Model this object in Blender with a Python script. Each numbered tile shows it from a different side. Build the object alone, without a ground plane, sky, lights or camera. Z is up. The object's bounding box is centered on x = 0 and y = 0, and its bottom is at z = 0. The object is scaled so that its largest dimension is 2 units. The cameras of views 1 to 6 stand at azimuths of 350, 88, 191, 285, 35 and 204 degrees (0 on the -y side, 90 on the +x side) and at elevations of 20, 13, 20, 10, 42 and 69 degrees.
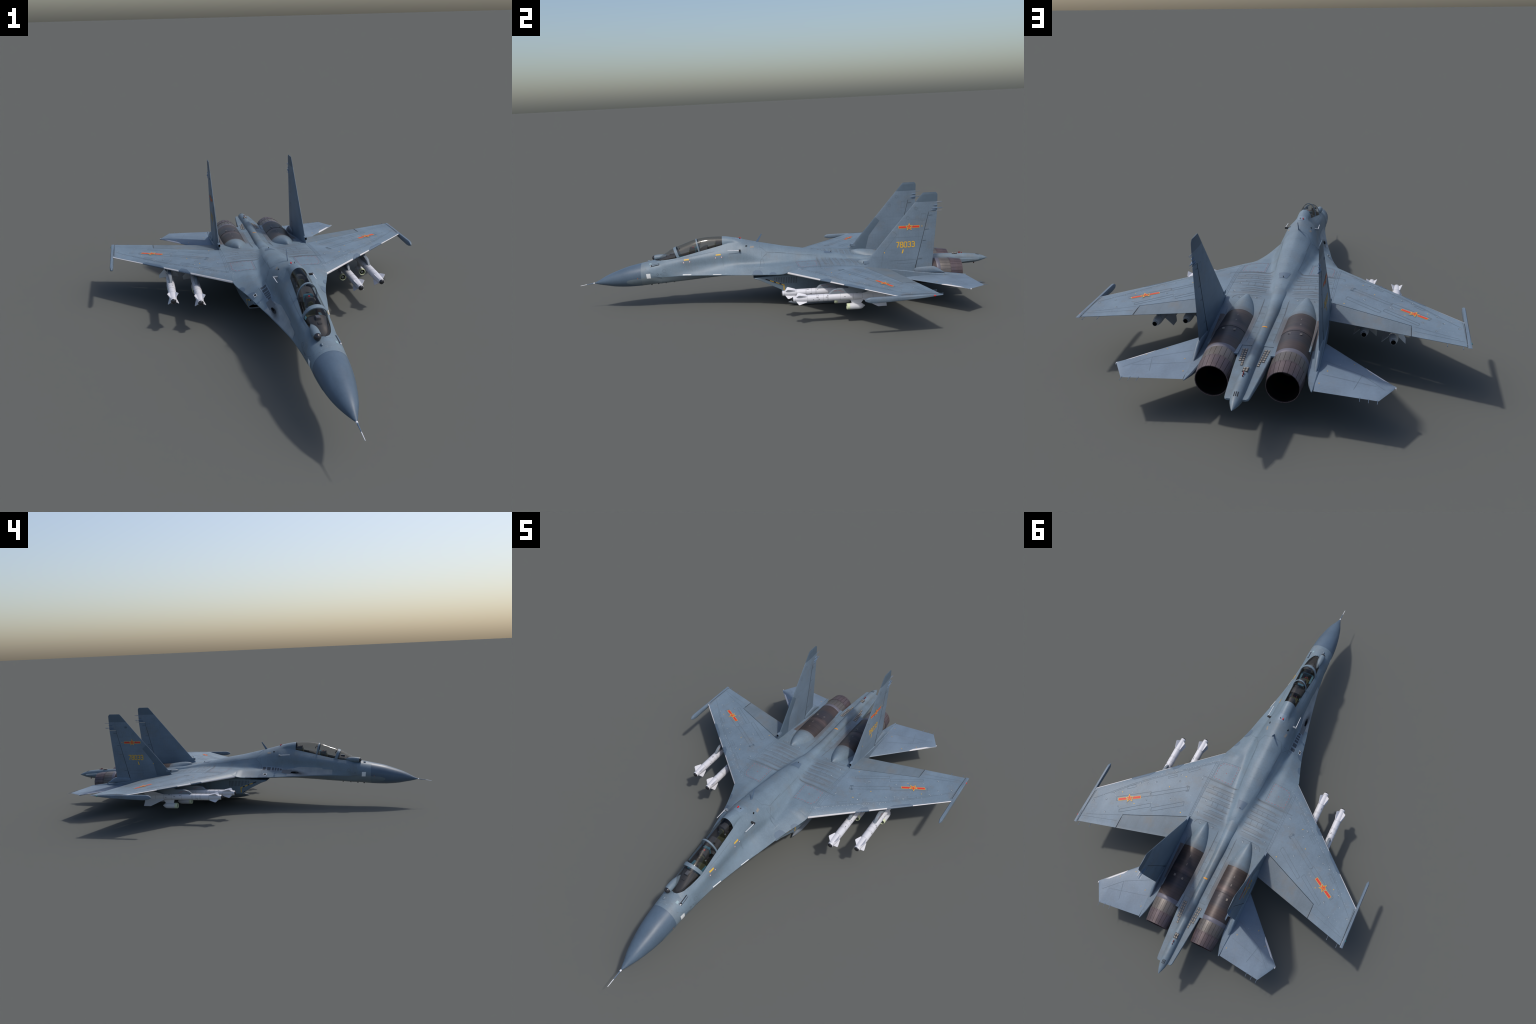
# Twin-seat, twin-engine fighter jet with four cruise missiles, built procedurally.
import bpy, math, random
import numpy as np
from mathutils import Vector
from mathutils.bvhtree import BVHTree

rng = random.Random(7)
bpy.ops.wm.read_factory_settings(use_empty=True)
COL = bpy.context.scene.collection

# ------------------------------------------------------------------ helpers
def srgb(r, g, b):
    f = lambda c: (c / 255 / 12.92) if c <= 10 else (((c / 255) + 0.055) / 1.055) ** 2.4
    return (f(r), f(g), f(b), 1.0)

def pchip(xs, ys, x):
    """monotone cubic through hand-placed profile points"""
    xs, ys, x = np.asarray(xs, float), np.asarray(ys, float), np.asarray(x, float)
    h = np.diff(xs); d = np.diff(ys) / h
    m = np.zeros_like(ys); m[0], m[-1] = d[0], d[-1]
    for i in range(1, len(xs) - 1):
        if d[i - 1] * d[i] > 0:
            w1, w2 = 2 * h[i] + h[i - 1], h[i] + 2 * h[i - 1]
            m[i] = (w1 + w2) / (w1 / d[i - 1] + w2 / d[i])
    x = np.clip(x, xs[0], xs[-1])
    k = np.clip(np.searchsorted(xs, x) - 1, 0, len(xs) - 2)
    t = (x - xs[k]) / h[k]
    return ((2*t**3 - 3*t**2 + 1) * ys[k] + (t**3 - 2*t**2 + t) * h[k] * m[k]
            + (-2*t**3 + 3*t**2) * ys[k + 1] + (t**3 - t**2) * h[k] * m[k + 1])

def lerp(a, b, t): return a + (b - a) * t
def smooth(a, b, x):
    t = min(1.0, max(0.0, (x - a) / (b - a))); return t * t * (3 - 2 * t)

def catmull(P, n, first, last):
    """centripetal Catmull-Rom through the points P, n samples, with phantom end points"""
    Q = [np.array(first, float)] + [np.array(p, float) for p in P] + [np.array(last, float)]
    segs, lens = len(P) - 1, []
    for i in range(segs): lens.append(max(1e-9, np.linalg.norm(Q[i + 2] - Q[i + 1])))
    cum = np.concatenate([[0], np.cumsum(lens)]); out = []
    for s in np.linspace(0, cum[-1], n):
        i = min(segs - 1, max(0, int(np.searchsorted(cum, s, 'right')) - 1))
        u = (s - cum[i]) / lens[i]
        p0, p1, p2, p3 = Q[i:i + 4]
        t0 = 0.0
        t1 = t0 + max(1e-6, np.linalg.norm(p1 - p0)) ** .5
        t2 = t1 + max(1e-6, np.linalg.norm(p2 - p1)) ** .5
        t3 = t2 + max(1e-6, np.linalg.norm(p3 - p2)) ** .5
        t = lerp(t1, t2, u)
        a1 = (t1 - t) / (t1 - t0) * p0 + (t - t0) / (t1 - t0) * p1
        a2 = (t2 - t) / (t2 - t1) * p1 + (t - t1) / (t2 - t1) * p2
        a3 = (t3 - t) / (t3 - t2) * p2 + (t - t2) / (t3 - t2) * p3
        b1 = (t2 - t) / (t2 - t0) * a1 + (t - t0) / (t2 - t0) * a2
        b2 = (t3 - t) / (t3 - t1) * a2 + (t - t1) / (t3 - t1) * a3
        out.append((t2 - t) / (t2 - t1) * b1 + (t - t1) / (t2 - t1) * b2)
    return out

def make(name, verts, faces, mat, parent=None, smooth_angle=None, normals=None, stuff=False):
    me = bpy.data.meshes.new(name)
    me.from_pydata([tuple(v) for v in verts], [], [tuple(f) for f in faces])
    me.validate(); me.update()
    if mat is not None: me.materials.append(mat)
    if smooth_angle is not None:
        me.polygons.foreach_set("use_smooth", [True] * len(me.polygons))
        if normals is None and smooth_angle < 180:
            me.set_sharp_from_angle(angle=math.radians(smooth_angle))
    if normals is not None and len(normals) == len(me.vertices):
        me.normals_split_custom_set_from_vertices([tuple(n) for n in normals])
    ob = bpy.data.objects.new(name, me); COL.objects.link(ob)
    if parent is not None: ob.parent = parent
    if stuff: ob["kind"] = "stuff"
    return ob

class Geo:
    """collects vertices and faces of one mesh"""
    def __init__(s): s.v, s.f = [], []
    def add(s, v, f):
        o = len(s.v); s.v += [tuple(p) for p in v]; s.f += [tuple(i + o for i in q) for q in f]; return s
    def loft(s, rings, closed=True, cap0=True, cap1=True, flip=False):
        n = len(rings[0]); v = [p for r in rings for p in r]; f = []
        for i in range(len(rings) - 1):
            for j in range(n if closed else n - 1):
                a, b = i * n + j, i * n + (j + 1) % n
                f.append((a, b, b + n, a + n))
        if closed and cap0: f.append(tuple(range(n - 1, -1, -1)))
        if closed and cap1: f.append(tuple(range((len(rings) - 1) * n, len(rings) * n)))
        if flip: f = [q[::-1] for q in f]
        return s.add(v, f)
    def box(s, lo, hi):
        (a, b, c), (d, e, g) = lo, hi
        v = [(a,b,c),(d,b,c),(d,e,c),(a,e,c),(a,b,g),(d,b,g),(d,e,g),(a,e,g)]
        return s.add(v, [(3,2,1,0),(4,5,6,7),(0,1,5,4),(1,2,6,5),(2,3,7,6),(3,0,4,7)])
    def rod(s, p, q, r0, r1=None, n=10):
        p, q = Vector(p), Vector(q); r1 = r0 if r1 is None else r1
        d = (q - p).normalized(); a = d.orthogonal().normalized(); b = d.cross(a)
        ring = lambda c, r: [c + a * (r * math.cos(t * math.tau / n)) + b * (r * math.sin(t * math.tau / n)) for t in range(n)]
        return s.loft([ring(p, r0), ring(q, r1)])
    def prism(s, poly, axis, lo, hi):
        """extrude a 2D outline along an axis (0 = x: outline is y,z; 2 = z: outline is x,y)"""
        P = (lambda a, b, h: (h, a, b)) if axis == 0 else (lambda a, b, h: (a, b, h))
        return s.loft([[P(a, b, lo) for a, b in poly], [P(a, b, hi) for a, b in poly]])
    def obj(s, name, mat, parent=None, ang=35, **k):
        ob = make(name, s.v, s.f, mat, parent, ang, **k)
        import bmesh
        bm = bmesh.new(); bm.from_mesh(ob.data); bmesh.ops.recalc_face_normals(bm, faces=bm.faces[:])
        bm.to_mesh(ob.data); bm.free()
        if ang is not None and ang < 180: ob.data.set_sharp_from_angle(angle=math.radians(ang))
        return ob

def revolve(profile, cx, cz, n=28, ex=1.0, ez=1.0):
    """rings round the y axis from (y, radius) or (y, radius, z shift) pairs"""
    return [[(cx + ex * p[1] * math.cos(t * math.tau / n), p[0], cz + (p[2] if len(p) > 2 else 0) + ez * p[1] * math.sin(t * math.tau / n))
             for t in range(n)] for p in profile]

# ------------------------------------------------------------------ materials
def nodes_of(name):
    m = bpy.data.materials.new(name); m.use_nodes = True
    nt = m.node_tree; b = nt.nodes["Principled BSDF"]
    return m, nt, b

def N(nt, kind, **k):
    n = nt.nodes.new(kind)
    for a, v in k.items(): setattr(n, a, v)
    return n

def plain(name, col, rough=.5, metal=0.0, spec=.5, coat=0.0, noise=.12, scale=60):
    m, nt, b = nodes_of(name)
    tc = N(nt, "ShaderNodeTexCoord"); no = N(nt, "ShaderNodeTexNoise")
    no.inputs["Scale"].default_value = scale; no.inputs["Detail"].default_value = 4
    nt.links.new(tc.outputs["Object"], no.inputs["Vector"])
    mx = N(nt, "ShaderNodeMix", data_type="RGBA")
    mx.inputs["A"].default_value = tuple(c * (1 - noise) for c in col[:3]) + (1,)
    mx.inputs["B"].default_value = tuple(min(1, c * (1 + noise)) for c in col[:3]) + (1,)
    nt.links.new(no.outputs["Fac"], mx.inputs["Factor"])
    nt.links.new(mx.outputs["Result"], b.inputs["Base Color"])
    b.inputs["Roughness"].default_value = rough; b.inputs["Metallic"].default_value = metal
    b.inputs["Specular IOR Level"].default_value = spec; b.inputs["Coat Weight"].default_value = coat
    return m

def mathn(nt, op, a, b=None, c=None):
    n = N(nt, "ShaderNodeMath", operation=op)
    for i, v in enumerate((a, b, c)):
        if v is None: continue
        if hasattr(v, "is_linked") or hasattr(v, "links"): nt.links.new(v, n.inputs[i])
        else: n.inputs[i].default_value = v
    return n.outputs[0]

def mixc(nt, fac, a, b, blend="MIX"):
    n = N(nt, "ShaderNodeMix", data_type="RGBA", blend_type=blend)
    for key, v in (("Factor", fac), ("A", a), ("B", b)):
        if hasattr(v, "links"): nt.links.new(v, n.inputs[key])
        else: n.inputs[key].default_value = v
    return n.outputs["Result"]

def noise(nt, vec, scale, detail=3, rough=.55, stretch=None):
    if stretch:
        mp = N(nt, "ShaderNodeMapping"); mp.inputs["Scale"].default_value = stretch
        nt.links.new(vec, mp.inputs["Vector"]); vec = mp.outputs["Vector"]
    n = N(nt, "ShaderNodeTexNoise"); n.inputs["Scale"].default_value = scale
    n.inputs["Detail"].default_value = detail; n.inputs["Roughness"].default_value = rough
    nt.links.new(vec, n.inputs["Vector"]); return n.outputs["Fac"]

def ramp(nt, fac, lo, hi):
    r = N(nt, "ShaderNodeMapRange"); r.inputs["From Min"].default_value = lo; r.inputs["From Max"].default_value = hi
    nt.links.new(fac, r.inputs["Value"]); return r.outputs["Result"]

def grid_lines(nt, coord, period, width):
    """thin lines at every period of one coordinate"""
    f = mathn(nt, "FRACT", mathn(nt, "DIVIDE", coord, period))
    d = mathn(nt, "ABSOLUTE", mathn(nt, "SUBTRACT", f, .5))
    return ramp(nt, d, .5 - width / period, .5 - .4 * width / period)

def paint(name, col, dirt=.5, grid=.10, chips=0.0, streak=(30, 6, 30), rough=.48, warm=True, centre=False):
    """weathered aircraft paint: cloudy tone, fore-and-aft streaks, faint panel grid, dirt, chips"""
    m, nt, b = nodes_of(name)
    tc = N(nt, "ShaderNodeTexCoord"); vec = tc.outputs["Object"]
    sep = N(nt, "ShaderNodeSeparateXYZ"); nt.links.new(vec, sep.inputs[0])
    base = tuple(col[:3]) + (1,)
    lo, hi = tuple(c * .86 for c in col[:3]) + (1,), tuple(min(1, c * 1.12) for c in col[:3]) + (1,)
    c = mixc(nt, ramp(nt, noise(nt, vec, 9, 4), .32, .68), lo, hi)
    c = mixc(nt, mathn(nt, "MULTIPLY", ramp(nt, noise(nt, vec, 1, 4, .6, streak), .45, .75), .35), c, tuple(v * .72 for v in col[:3]) + (1,))
    # fine mottling
    c = mixc(nt, mathn(nt, "MULTIPLY", ramp(nt, noise(nt, vec, 160, 3), .4, .7), .22), c, tuple(min(1, v * 1.3) for v in col[:3]) + (1,))
    if warm:
        c = mixc(nt, mathn(nt, "MULTIPLY", ramp(nt, noise(nt, vec, 14, 5, .65), .52, .72), dirt * .45), c, srgb(112, 112, 110))
    if grid:
        g = grid_lines(nt, sep.outputs["Y"], .0155, .0009)
        if not centre: g = mathn(nt, "MAXIMUM", g, grid_lines(nt, sep.outputs["Z"], .0145, .0009))
        c = mixc(nt, mathn(nt, "MULTIPLY", g, mathn(nt, "MULTIPLY", ramp(nt, noise(nt, vec, 22, 2), .35, .65), grid * 3)), c, tuple(v * .45 for v in col[:3]) + (1,))
    if centre:      # grime along the transverse stiffeners of the centre section and round the engines
        ax = mathn(nt, "ABSOLUTE", sep.outputs["X"])
        box = mathn(nt, "MULTIPLY", mathn(nt, "MULTIPLY", ramp(nt, sep.outputs["Y"], .12, .16), ramp(nt, sep.outputs["Y"], .37, .33)), mathn(nt, "MULTIPLY", ramp(nt, ax, .035, .06), ramp(nt, ax, .20, .16)))
        wv = mathn(nt, "MULTIPLY_ADD", mathn(nt, "SINE", mathn(nt, "MULTIPLY", sep.outputs["Y"], math.tau / .0285)), .5, .5)
        c = mixc(nt, mathn(nt, "MULTIPLY", mathn(nt, "MULTIPLY", box, mathn(nt, "MULTIPLY", wv, .75)), ramp(nt, noise(nt, vec, 18, 4), .25, .7)), c, srgb(97, 99, 101))
        aft = mathn(nt, "MULTIPLY", ramp(nt, sep.outputs["Y"], .36, .46), ramp(nt, noise(nt, vec, 30, 4), .35, .7))
        c = mixc(nt, mathn(nt, "MULTIPLY", aft, .6), c, srgb(101, 107, 110))
        seat = mathn(nt, "MULTIPLY", mathn(nt, "MULTIPLY", ramp(nt, sep.outputs["Y"], .44, .48), ramp(nt, sep.outputs["Y"], .66, .60)), mathn(nt, "MULTIPLY", ramp(nt, ax, .040, .050), ramp(nt, ax, .19, .16)))
        c = mixc(nt, mathn(nt, "MULTIPLY", seat, .7), c, srgb(92, 86, 84))
        und = mathn(nt, "MULTIPLY", ramp(nt, sep.outputs["Z"], .1612, .1600), ramp(nt, sep.outputs["Y"], -.165, -.170))
        c = mixc(nt, mathn(nt, "MULTIPLY", und, .9), c, srgb(116, 127, 132))
        sc = mathn(nt, "MULTIPLY", ramp(nt, noise(nt, vec, 1, 3, .6, (90, 14, 90)), .66, .72), mathn(nt, "MULTIPLY", ramp(nt, sep.outputs["Z"], .20, .185), mathn(nt, "MULTIPLY", ramp(nt, sep.outputs["Y"], -.40, -.3), ramp(nt, sep.outputs["Y"], -.08, -.14))))
        c = mixc(nt, mathn(nt, "MULTIPLY", sc, .55), c, srgb(168, 176, 178))
    if chips:
        ch = mathn(nt, "MULTIPLY", ramp(nt, noise(nt, vec, 210, 2), .70, .74), ramp(nt, noise(nt, vec, 17, 2), .56, .62))
        c = mixc(nt, mathn(nt, "MULTIPLY", ch, chips), c, srgb(196, 196, 188))
    nt.links.new(c, b.inputs["Base Color"])
    nt.links.new(ramp(nt, noise(nt, vec, 25, 3), -.9 + rough, 2.4 - rough * .6), b.inputs["Roughness"]) if False else None
    b.inputs["Roughness"].default_value = rough
    b.inputs["Specular IOR Level"].default_value = .4
    bm = N(nt, "ShaderNodeBump"); bm.inputs["Strength"].default_value = .05; bm.inputs["Distance"].default_value = .002
    nt.links.new(noise(nt, vec, 40, 3), bm.inputs["Height"]); nt.links.new(bm.outputs["Normal"], b.inputs["Normal"])
    return m

BLUE = srgb(107, 124, 137)
M_body = paint("blue_grey_paint", BLUE, dirt=.7, grid=.05, chips=.6, centre=True)
M_wing = paint("wing_paint", srgb(107, 124, 138), dirt=1.05, grid=0, chips=.5)
M_flap = paint("flap_paint", srgb(101, 114, 124), dirt=1.5, grid=0, streak=(70, 4, 10))
M_fin = paint("fin_paint", srgb(103, 119, 134), dirt=.8, grid=.06, streak=(20, 8, 40))
M_radome = paint("radome_paint", srgb(80, 97, 114), dirt=.15, grid=0, rough=.42)
M_patch = plain("light_patch_paint", srgb(104, 117, 125), .5)
def blast_paint():
    """pale panel paint blackened by gun smoke round the muzzle"""
    m, nt, b = nodes_of("gun_blast_paint")
    tc = N(nt, "ShaderNodeTexCoord"); vec = tc.outputs["Object"]
    sep = N(nt, "ShaderNodeSeparateXYZ"); nt.links.new(vec, sep.inputs[0])
    dx = mathn(nt, "DIVIDE", mathn(nt, "ADD", sep.outputs["X"], .088), .012)
    dy = mathn(nt, "DIVIDE", mathn(nt, "ADD", sep.outputs["Y"], .312), .058)
    d = mathn(nt, "SQRT", mathn(nt, "ADD", mathn(nt, "MULTIPLY", dx, dx), mathn(nt, "MULTIPLY", dy, dy)))
    d = mathn(nt, "ADD", d, mathn(nt, "MULTIPLY", noise(nt, vec, 40, 3), .5))
    c = mixc(nt, ramp(nt, noise(nt, vec, 30, 4), .3, .7), srgb(128, 136, 142), srgb(146, 152, 156))
    c = mixc(nt, mathn(nt, "MULTIPLY", ramp(nt, d, 1.35, .35), .93), c, srgb(36, 37, 40))
    nt.links.new(c, b.inputs["Base Color"]); b.inputs["Roughness"].default_value = .6
    return m
M_blast = blast_paint()
M_tip = plain("dielectric_paint", srgb(78, 94, 108), .5)
M_darkpatch = plain("dark_patch_paint", srgb(86, 103, 120), .5)
M_lower = paint("nacelle_paint", srgb(110, 119, 130), dirt=.6, grid=.15)
M_edge = plain("bare_leading_edge", srgb(205, 203, 204), .45, noise=.08)
M_tail = paint("tailplane_paint", srgb(108, 124, 140), dirt=.4, grid=0, chips=.4)
M_white = plain("missile_paint", srgb(206, 206, 211), .45, noise=.04)
M_mline = plain("missile_joint", srgb(120, 120, 124), .6)
M_seeker = plain("seeker_glass", srgb(38, 38, 42), .18, spec=.6)
M_pylon = plain("pylon_paint", srgb(118, 126, 134), .55)
M_green = plain("pale_green_ring", srgb(205, 212, 178), .5)
M_black = plain("black_opening", srgb(7, 7, 8), .9, spec=.1)
M_dark = plain("cockpit_black", srgb(38, 38, 41), .7)
M_coam = plain("coaming_black", srgb(52, 52, 55), .75)
M_olive = plain("seat_cushion", srgb(58, 61, 38), .85)
M_teal = plain("cockpit_teal", srgb(52, 100, 118), .7)
M_red = plain("star_red", srgb(205, 52, 38), .55)
M_yel = plain("marking_yellow", srgb(212, 170, 62), .55)
M_num = plain("number_yellow", srgb(208, 164, 46), .55)
M_line = plain("panel_seam", srgb(90, 102, 112), .7)
M_lineb = plain("panel_seam_dirty", srgb(91, 95, 99), .8)
M_black_line = plain("control_gap", srgb(42, 48, 55), .8)
M_rline = plain("red_dashes", srgb(158, 84, 92), .7)
M_wmark = plain("white_mark", srgb(224, 226, 226), .5)
M_grey = plain("metal_grey", srgb(150, 152, 156), .4, metal=.6)
M_soot = plain("soot", srgb(36, 37, 40), .9)
M_chaff = plain("dispenser_cap", srgb(138, 132, 124), .6)
M_wick = plain("antenna_paint", srgb(86, 106, 128), .5)
M_pitot = plain("pitot_white", srgb(222, 224, 228), .4)
M_redlight = plain("red_lamp", srgb(200, 30, 30), .3)
M_greenlight = plain("green_lamp", srgb(20, 130, 130), .3)

def burnt(name, c1, c2, c3, bands):
    """heat-stained engine skin: bands along y with streaks and blue-violet tints"""
    m, nt, b = nodes_of(name)
    tc = N(nt, "ShaderNodeTexCoord"); vec = tc.outputs["Object"]
    sep = N(nt, "ShaderNodeSeparateXYZ"); nt.links.new(vec, sep.inputs[0])
    c = mixc(nt, ramp(nt, noise(nt, vec, 1, 3, .6, (4, 34, 4)), .35, .68), c1, c2)
    c = mixc(nt, mathn(nt, "MULTIPLY", ramp(nt, noise(nt, vec, 16, 4), .5, .7), .7), c, c3)
    if bands:       # stations along the casing with their own heat tint
        cr = N(nt, "ShaderNodeValToRGB"); e = cr.color_ramp.elements
        stops = ((0, (92, 78, 68)), (.12, (62, 54, 52)), (.36, (58, 55, 59)), (.46, (96, 81, 80)), (.52, (58, 55, 61)), (.74, (62, 62, 69)), (.82, (84, 70, 67)), (1, (74, 63, 62)))
        while len(e) < len(stops): e.new(.5)
        for el, (p, col) in zip(e, stops): el.position = p; el.color = srgb(*col)
        nt.links.new(ramp(nt, mathn(nt, "ADD", sep.outputs["Y"], mathn(nt, "MULTIPLY", noise(nt, vec, 22, 3), .012)), .466, .712), cr.inputs["Fac"])
        c = mixc(nt, .62, c, cr.outputs["Color"])
        c = mixc(nt, mathn(nt, "MULTIPLY", grid_lines(nt, sep.outputs["Y"], bands, .0008), .4), c, tuple(v * .4 for v in c1[:3]) + (1,))
    nt.links.new(c, b.inputs["Base Color"])
    b.inputs["Metallic"].default_value = .3; b.inputs["Roughness"].default_value = .46
    return m
M_burnt = burnt("burnt_engine_skin", srgb(52, 48, 48), srgb(84, 72, 68), srgb(58, 58, 70), .0123)
M_ring = plain("nozzle_ring", srgb(104, 102, 112), .5, metal=.2)
M_petal1 = burnt("inner_petal_metal", srgb(92, 87, 84), srgb(112, 105, 100), srgb(96, 93, 98), 0)
M_petal2 = burnt("outer_petal_metal", srgb(84, 73, 75), srgb(102, 88, 90), srgb(78, 72, 86), 0)

def glass():
    m = bpy.data.materials.new("canopy_glass"); m.use_nodes = True
    nt = m.node_tree; nt.nodes.clear()
    out = N(nt, "ShaderNodeOutputMaterial"); tr = N(nt, "ShaderNodeBsdfTransparent"); gl = N(nt, "ShaderNodeBsdfGlossy")
    tr.inputs["Color"].default_value = (.80, .80, .79, 1); gl.inputs["Roughness"].default_value = .09
    gl.inputs["Color"].default_value = (1, 1, 1, 1)
    fr = N(nt, "ShaderNodeLayerWeight"); fr.inputs["Blend"].default_value = .5
    mx = N(nt, "ShaderNodeMixShader")
    nt.links.new(mathn(nt, "MULTIPLY_ADD", mathn(nt, "POWER", fr.outputs["Facing"], 5.0), .35, .03), mx.inputs[0]); nt.links.new(tr.outputs[0], mx.inputs[1]); nt.links.new(gl.outputs[0], mx.inputs[2])
    nt.links.new(mx.outputs[0], out.inputs["Surface"])
    return m
M_glass = glass()

# ------------------------------------------------------------------ top object
jet = bpy.data.objects.new("fighter_jet", None); COL.objects.link(jet)
jet["label"] = "blue-grey two-seat twin-engine fighter jet carrying four white missiles"
jet["category"] = "fighter aircraft"

BVHS = []
def surface(verts, faces): BVHS.append(BVHTree.FromPolygons([tuple(v) for v in verts], [tuple(f) for f in faces]))

# ------------------------------------------------------------------ fuselage sections
# wing numbers shared with the blended body
def wing_le(x): return -.004 + (x - .185) * (.403 / .454)
def wing_te(x): return .46 + (x - .2) * .2607
def wing_tu(x): return max(.0045, .0265 - (x - .186) * .0555)
def foil(v): return 2.6 * math.sqrt(max(0, v)) * (1 - v)
WZ = .1765
def wing_up(x, y):
    v = min(1, max(0, (y - wing_le(x)) / (wing_te(x) - wing_le(x)))); return WZ + wing_tu(x) * foil(v)
def wing_lo(x, y):
    v = min(1, max(0, (y - wing_le(x)) / (wing_te(x) - wing_le(x)))); return WZ - (.5 * wing_tu(x) + .001) * foil(v)

TOP = ([-.932, -.903, -.87, -.832, -.80, -.76, -.70, -.65, -.629, -.589, -.537, -.487, -.427, -.362, -.298, -.25, -.21, -.138, -.07, 0, .1, .175, 0.25, .30, .33, .36, .46, .7],
       [.1365, .151, .169, .185, .196, .209, .2215, .231, .235, .258, .288, .306, .325, .333, .332, .325, .315, .297, .282, .267, .250, .233, .219, .206, .197, .190, .1765, .172])
BOT = ([-.932, -.903, -.87, -.832, -.80, -.76, -.70, -.65, -.60, -.5, -.4, -.3, -.2, -.1, 0, .1, .3, .7],
       [.1355, .128, .122, .1155, .1125, .111, .1125, .1165, .1205, .127, .134, .141, .145, .148, .150, .150, .150, .148])
NW = ([-.932, -.918, -.903, -.87, -.832, -.80, -.76, -.70, -.65, -.60], [.0006, .0075, .0130, .0260, .0365, .0435, .0500, .0553, .0570, .0577])
# y: sill, shoulder, crease, strake middle, edge (x, z each) and lower bulge
SEC = [
 (-.60, .0265,.2365, .047,.2135, .0577,.185, .0582,.172, .0575,.160, .042,.130),
 (-.57, .0330,.2392, .0490,.2185, .058,.189, .060,.174, .0600,.162, .044,.132),
 (-.55, .0352,.2415, .0503,.2225, .0583,.192, .061,.176, .0625,.163, .045,.134),
 (-.513,.038,.2470, .052,.2300, .0590,.198, .0625,.180, .0670,.165, .048,.137),
 (-.474,.0365,.2560, .0535,.2370, .0597,.203, .065,.183, .0730,.166, .049,.139),
 (-.412,.033,.2700, .0550,.2450, .0615,.207, .070,.186, .0840,.166, .050,.143),
 (-.36, .031,.2815, .0560,.2495, .0630,.209, .074,.188, .0940,.166, .052,.146),
 (-.30, .029,.2950, .0567,.2550, .0655,.211, .081,.190, .1060,.166, .055,.149),
 (-.255,.0268,.3035, .0575,.2600, .0690,.211, .087,.192, .1165,.166, .060,.150),
 (-.22, .0320,.3020, .0615,.2640, .0740,.212, .095,.194, .1245,.166, .070,.152),
 (-.17, .0420,.2870, .0665,.2520, .0815,.210, .102,.195, .1350,.166, .085,.153),
 (-.10, .046,.2695, .0720,.2340, .0880,.207, .112,.197, .1540,.168, .100,.155),
 (-.035,.045,.2570, .0715,.2250, .0890,.206, .120,.199, .1760,.172, .120,.156),
 (0.0,  .044,.2525, .069,.2220, .0845,.2065, .125,.2035, .186,.1815, .130,.156),
 (.02,  .042,.2505, .066,.2205, .0810,.2070, .125,.204, .186,.190, .130,.156),
 (.10,  .037,.2385, .0575,.2180, .0690,.2080, .125,.2065, .186,.200, .14,.152),
 (.20,  .028,.2215, .0435,.2100, .0530,.2058, .125,.2065, .186,.203, .14,.152),
 (.28,  .021,.2080, .030,.2010, .0410,.1970, .12,.2020, .186,.200, .14,.152),
 (.32,  .015,.1950, .024,.1930, .0340,.1925, .12,.1970, .186,.196, .14,.152),
 (.36,  .012,.1885, .024,.1875, .0340,.1870, .11,.1900, .186,.190, .14,.15),
 (.46,  .012,.1750, .022,.1745, .0300,.1740, .10,.1745, .170,.1730, .14,.148),
 (.66,  .012,.1710, .021,.1705, .0280,.1700, .06,.1695, .165,.1640, .14,.146),
]
SEC = np.array(SEC)
def upper_edge(y, ex, ez):
    """height of the upper and lower rim: sharp strake edge ahead of the wing, wing skin beside it"""
    if y > .46: return ez, .150
    if y > -.004: return (wing_up(ex, y) if y < .36 else lerp(wing_up(.186, y), ez, smooth(.36, .46, y))), lerp(wing_lo(.186, y), .150, smooth(.3, .46, y))
    k = smooth(-.6, -.5, y) * .0012
    return ez + k, ez - k

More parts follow.
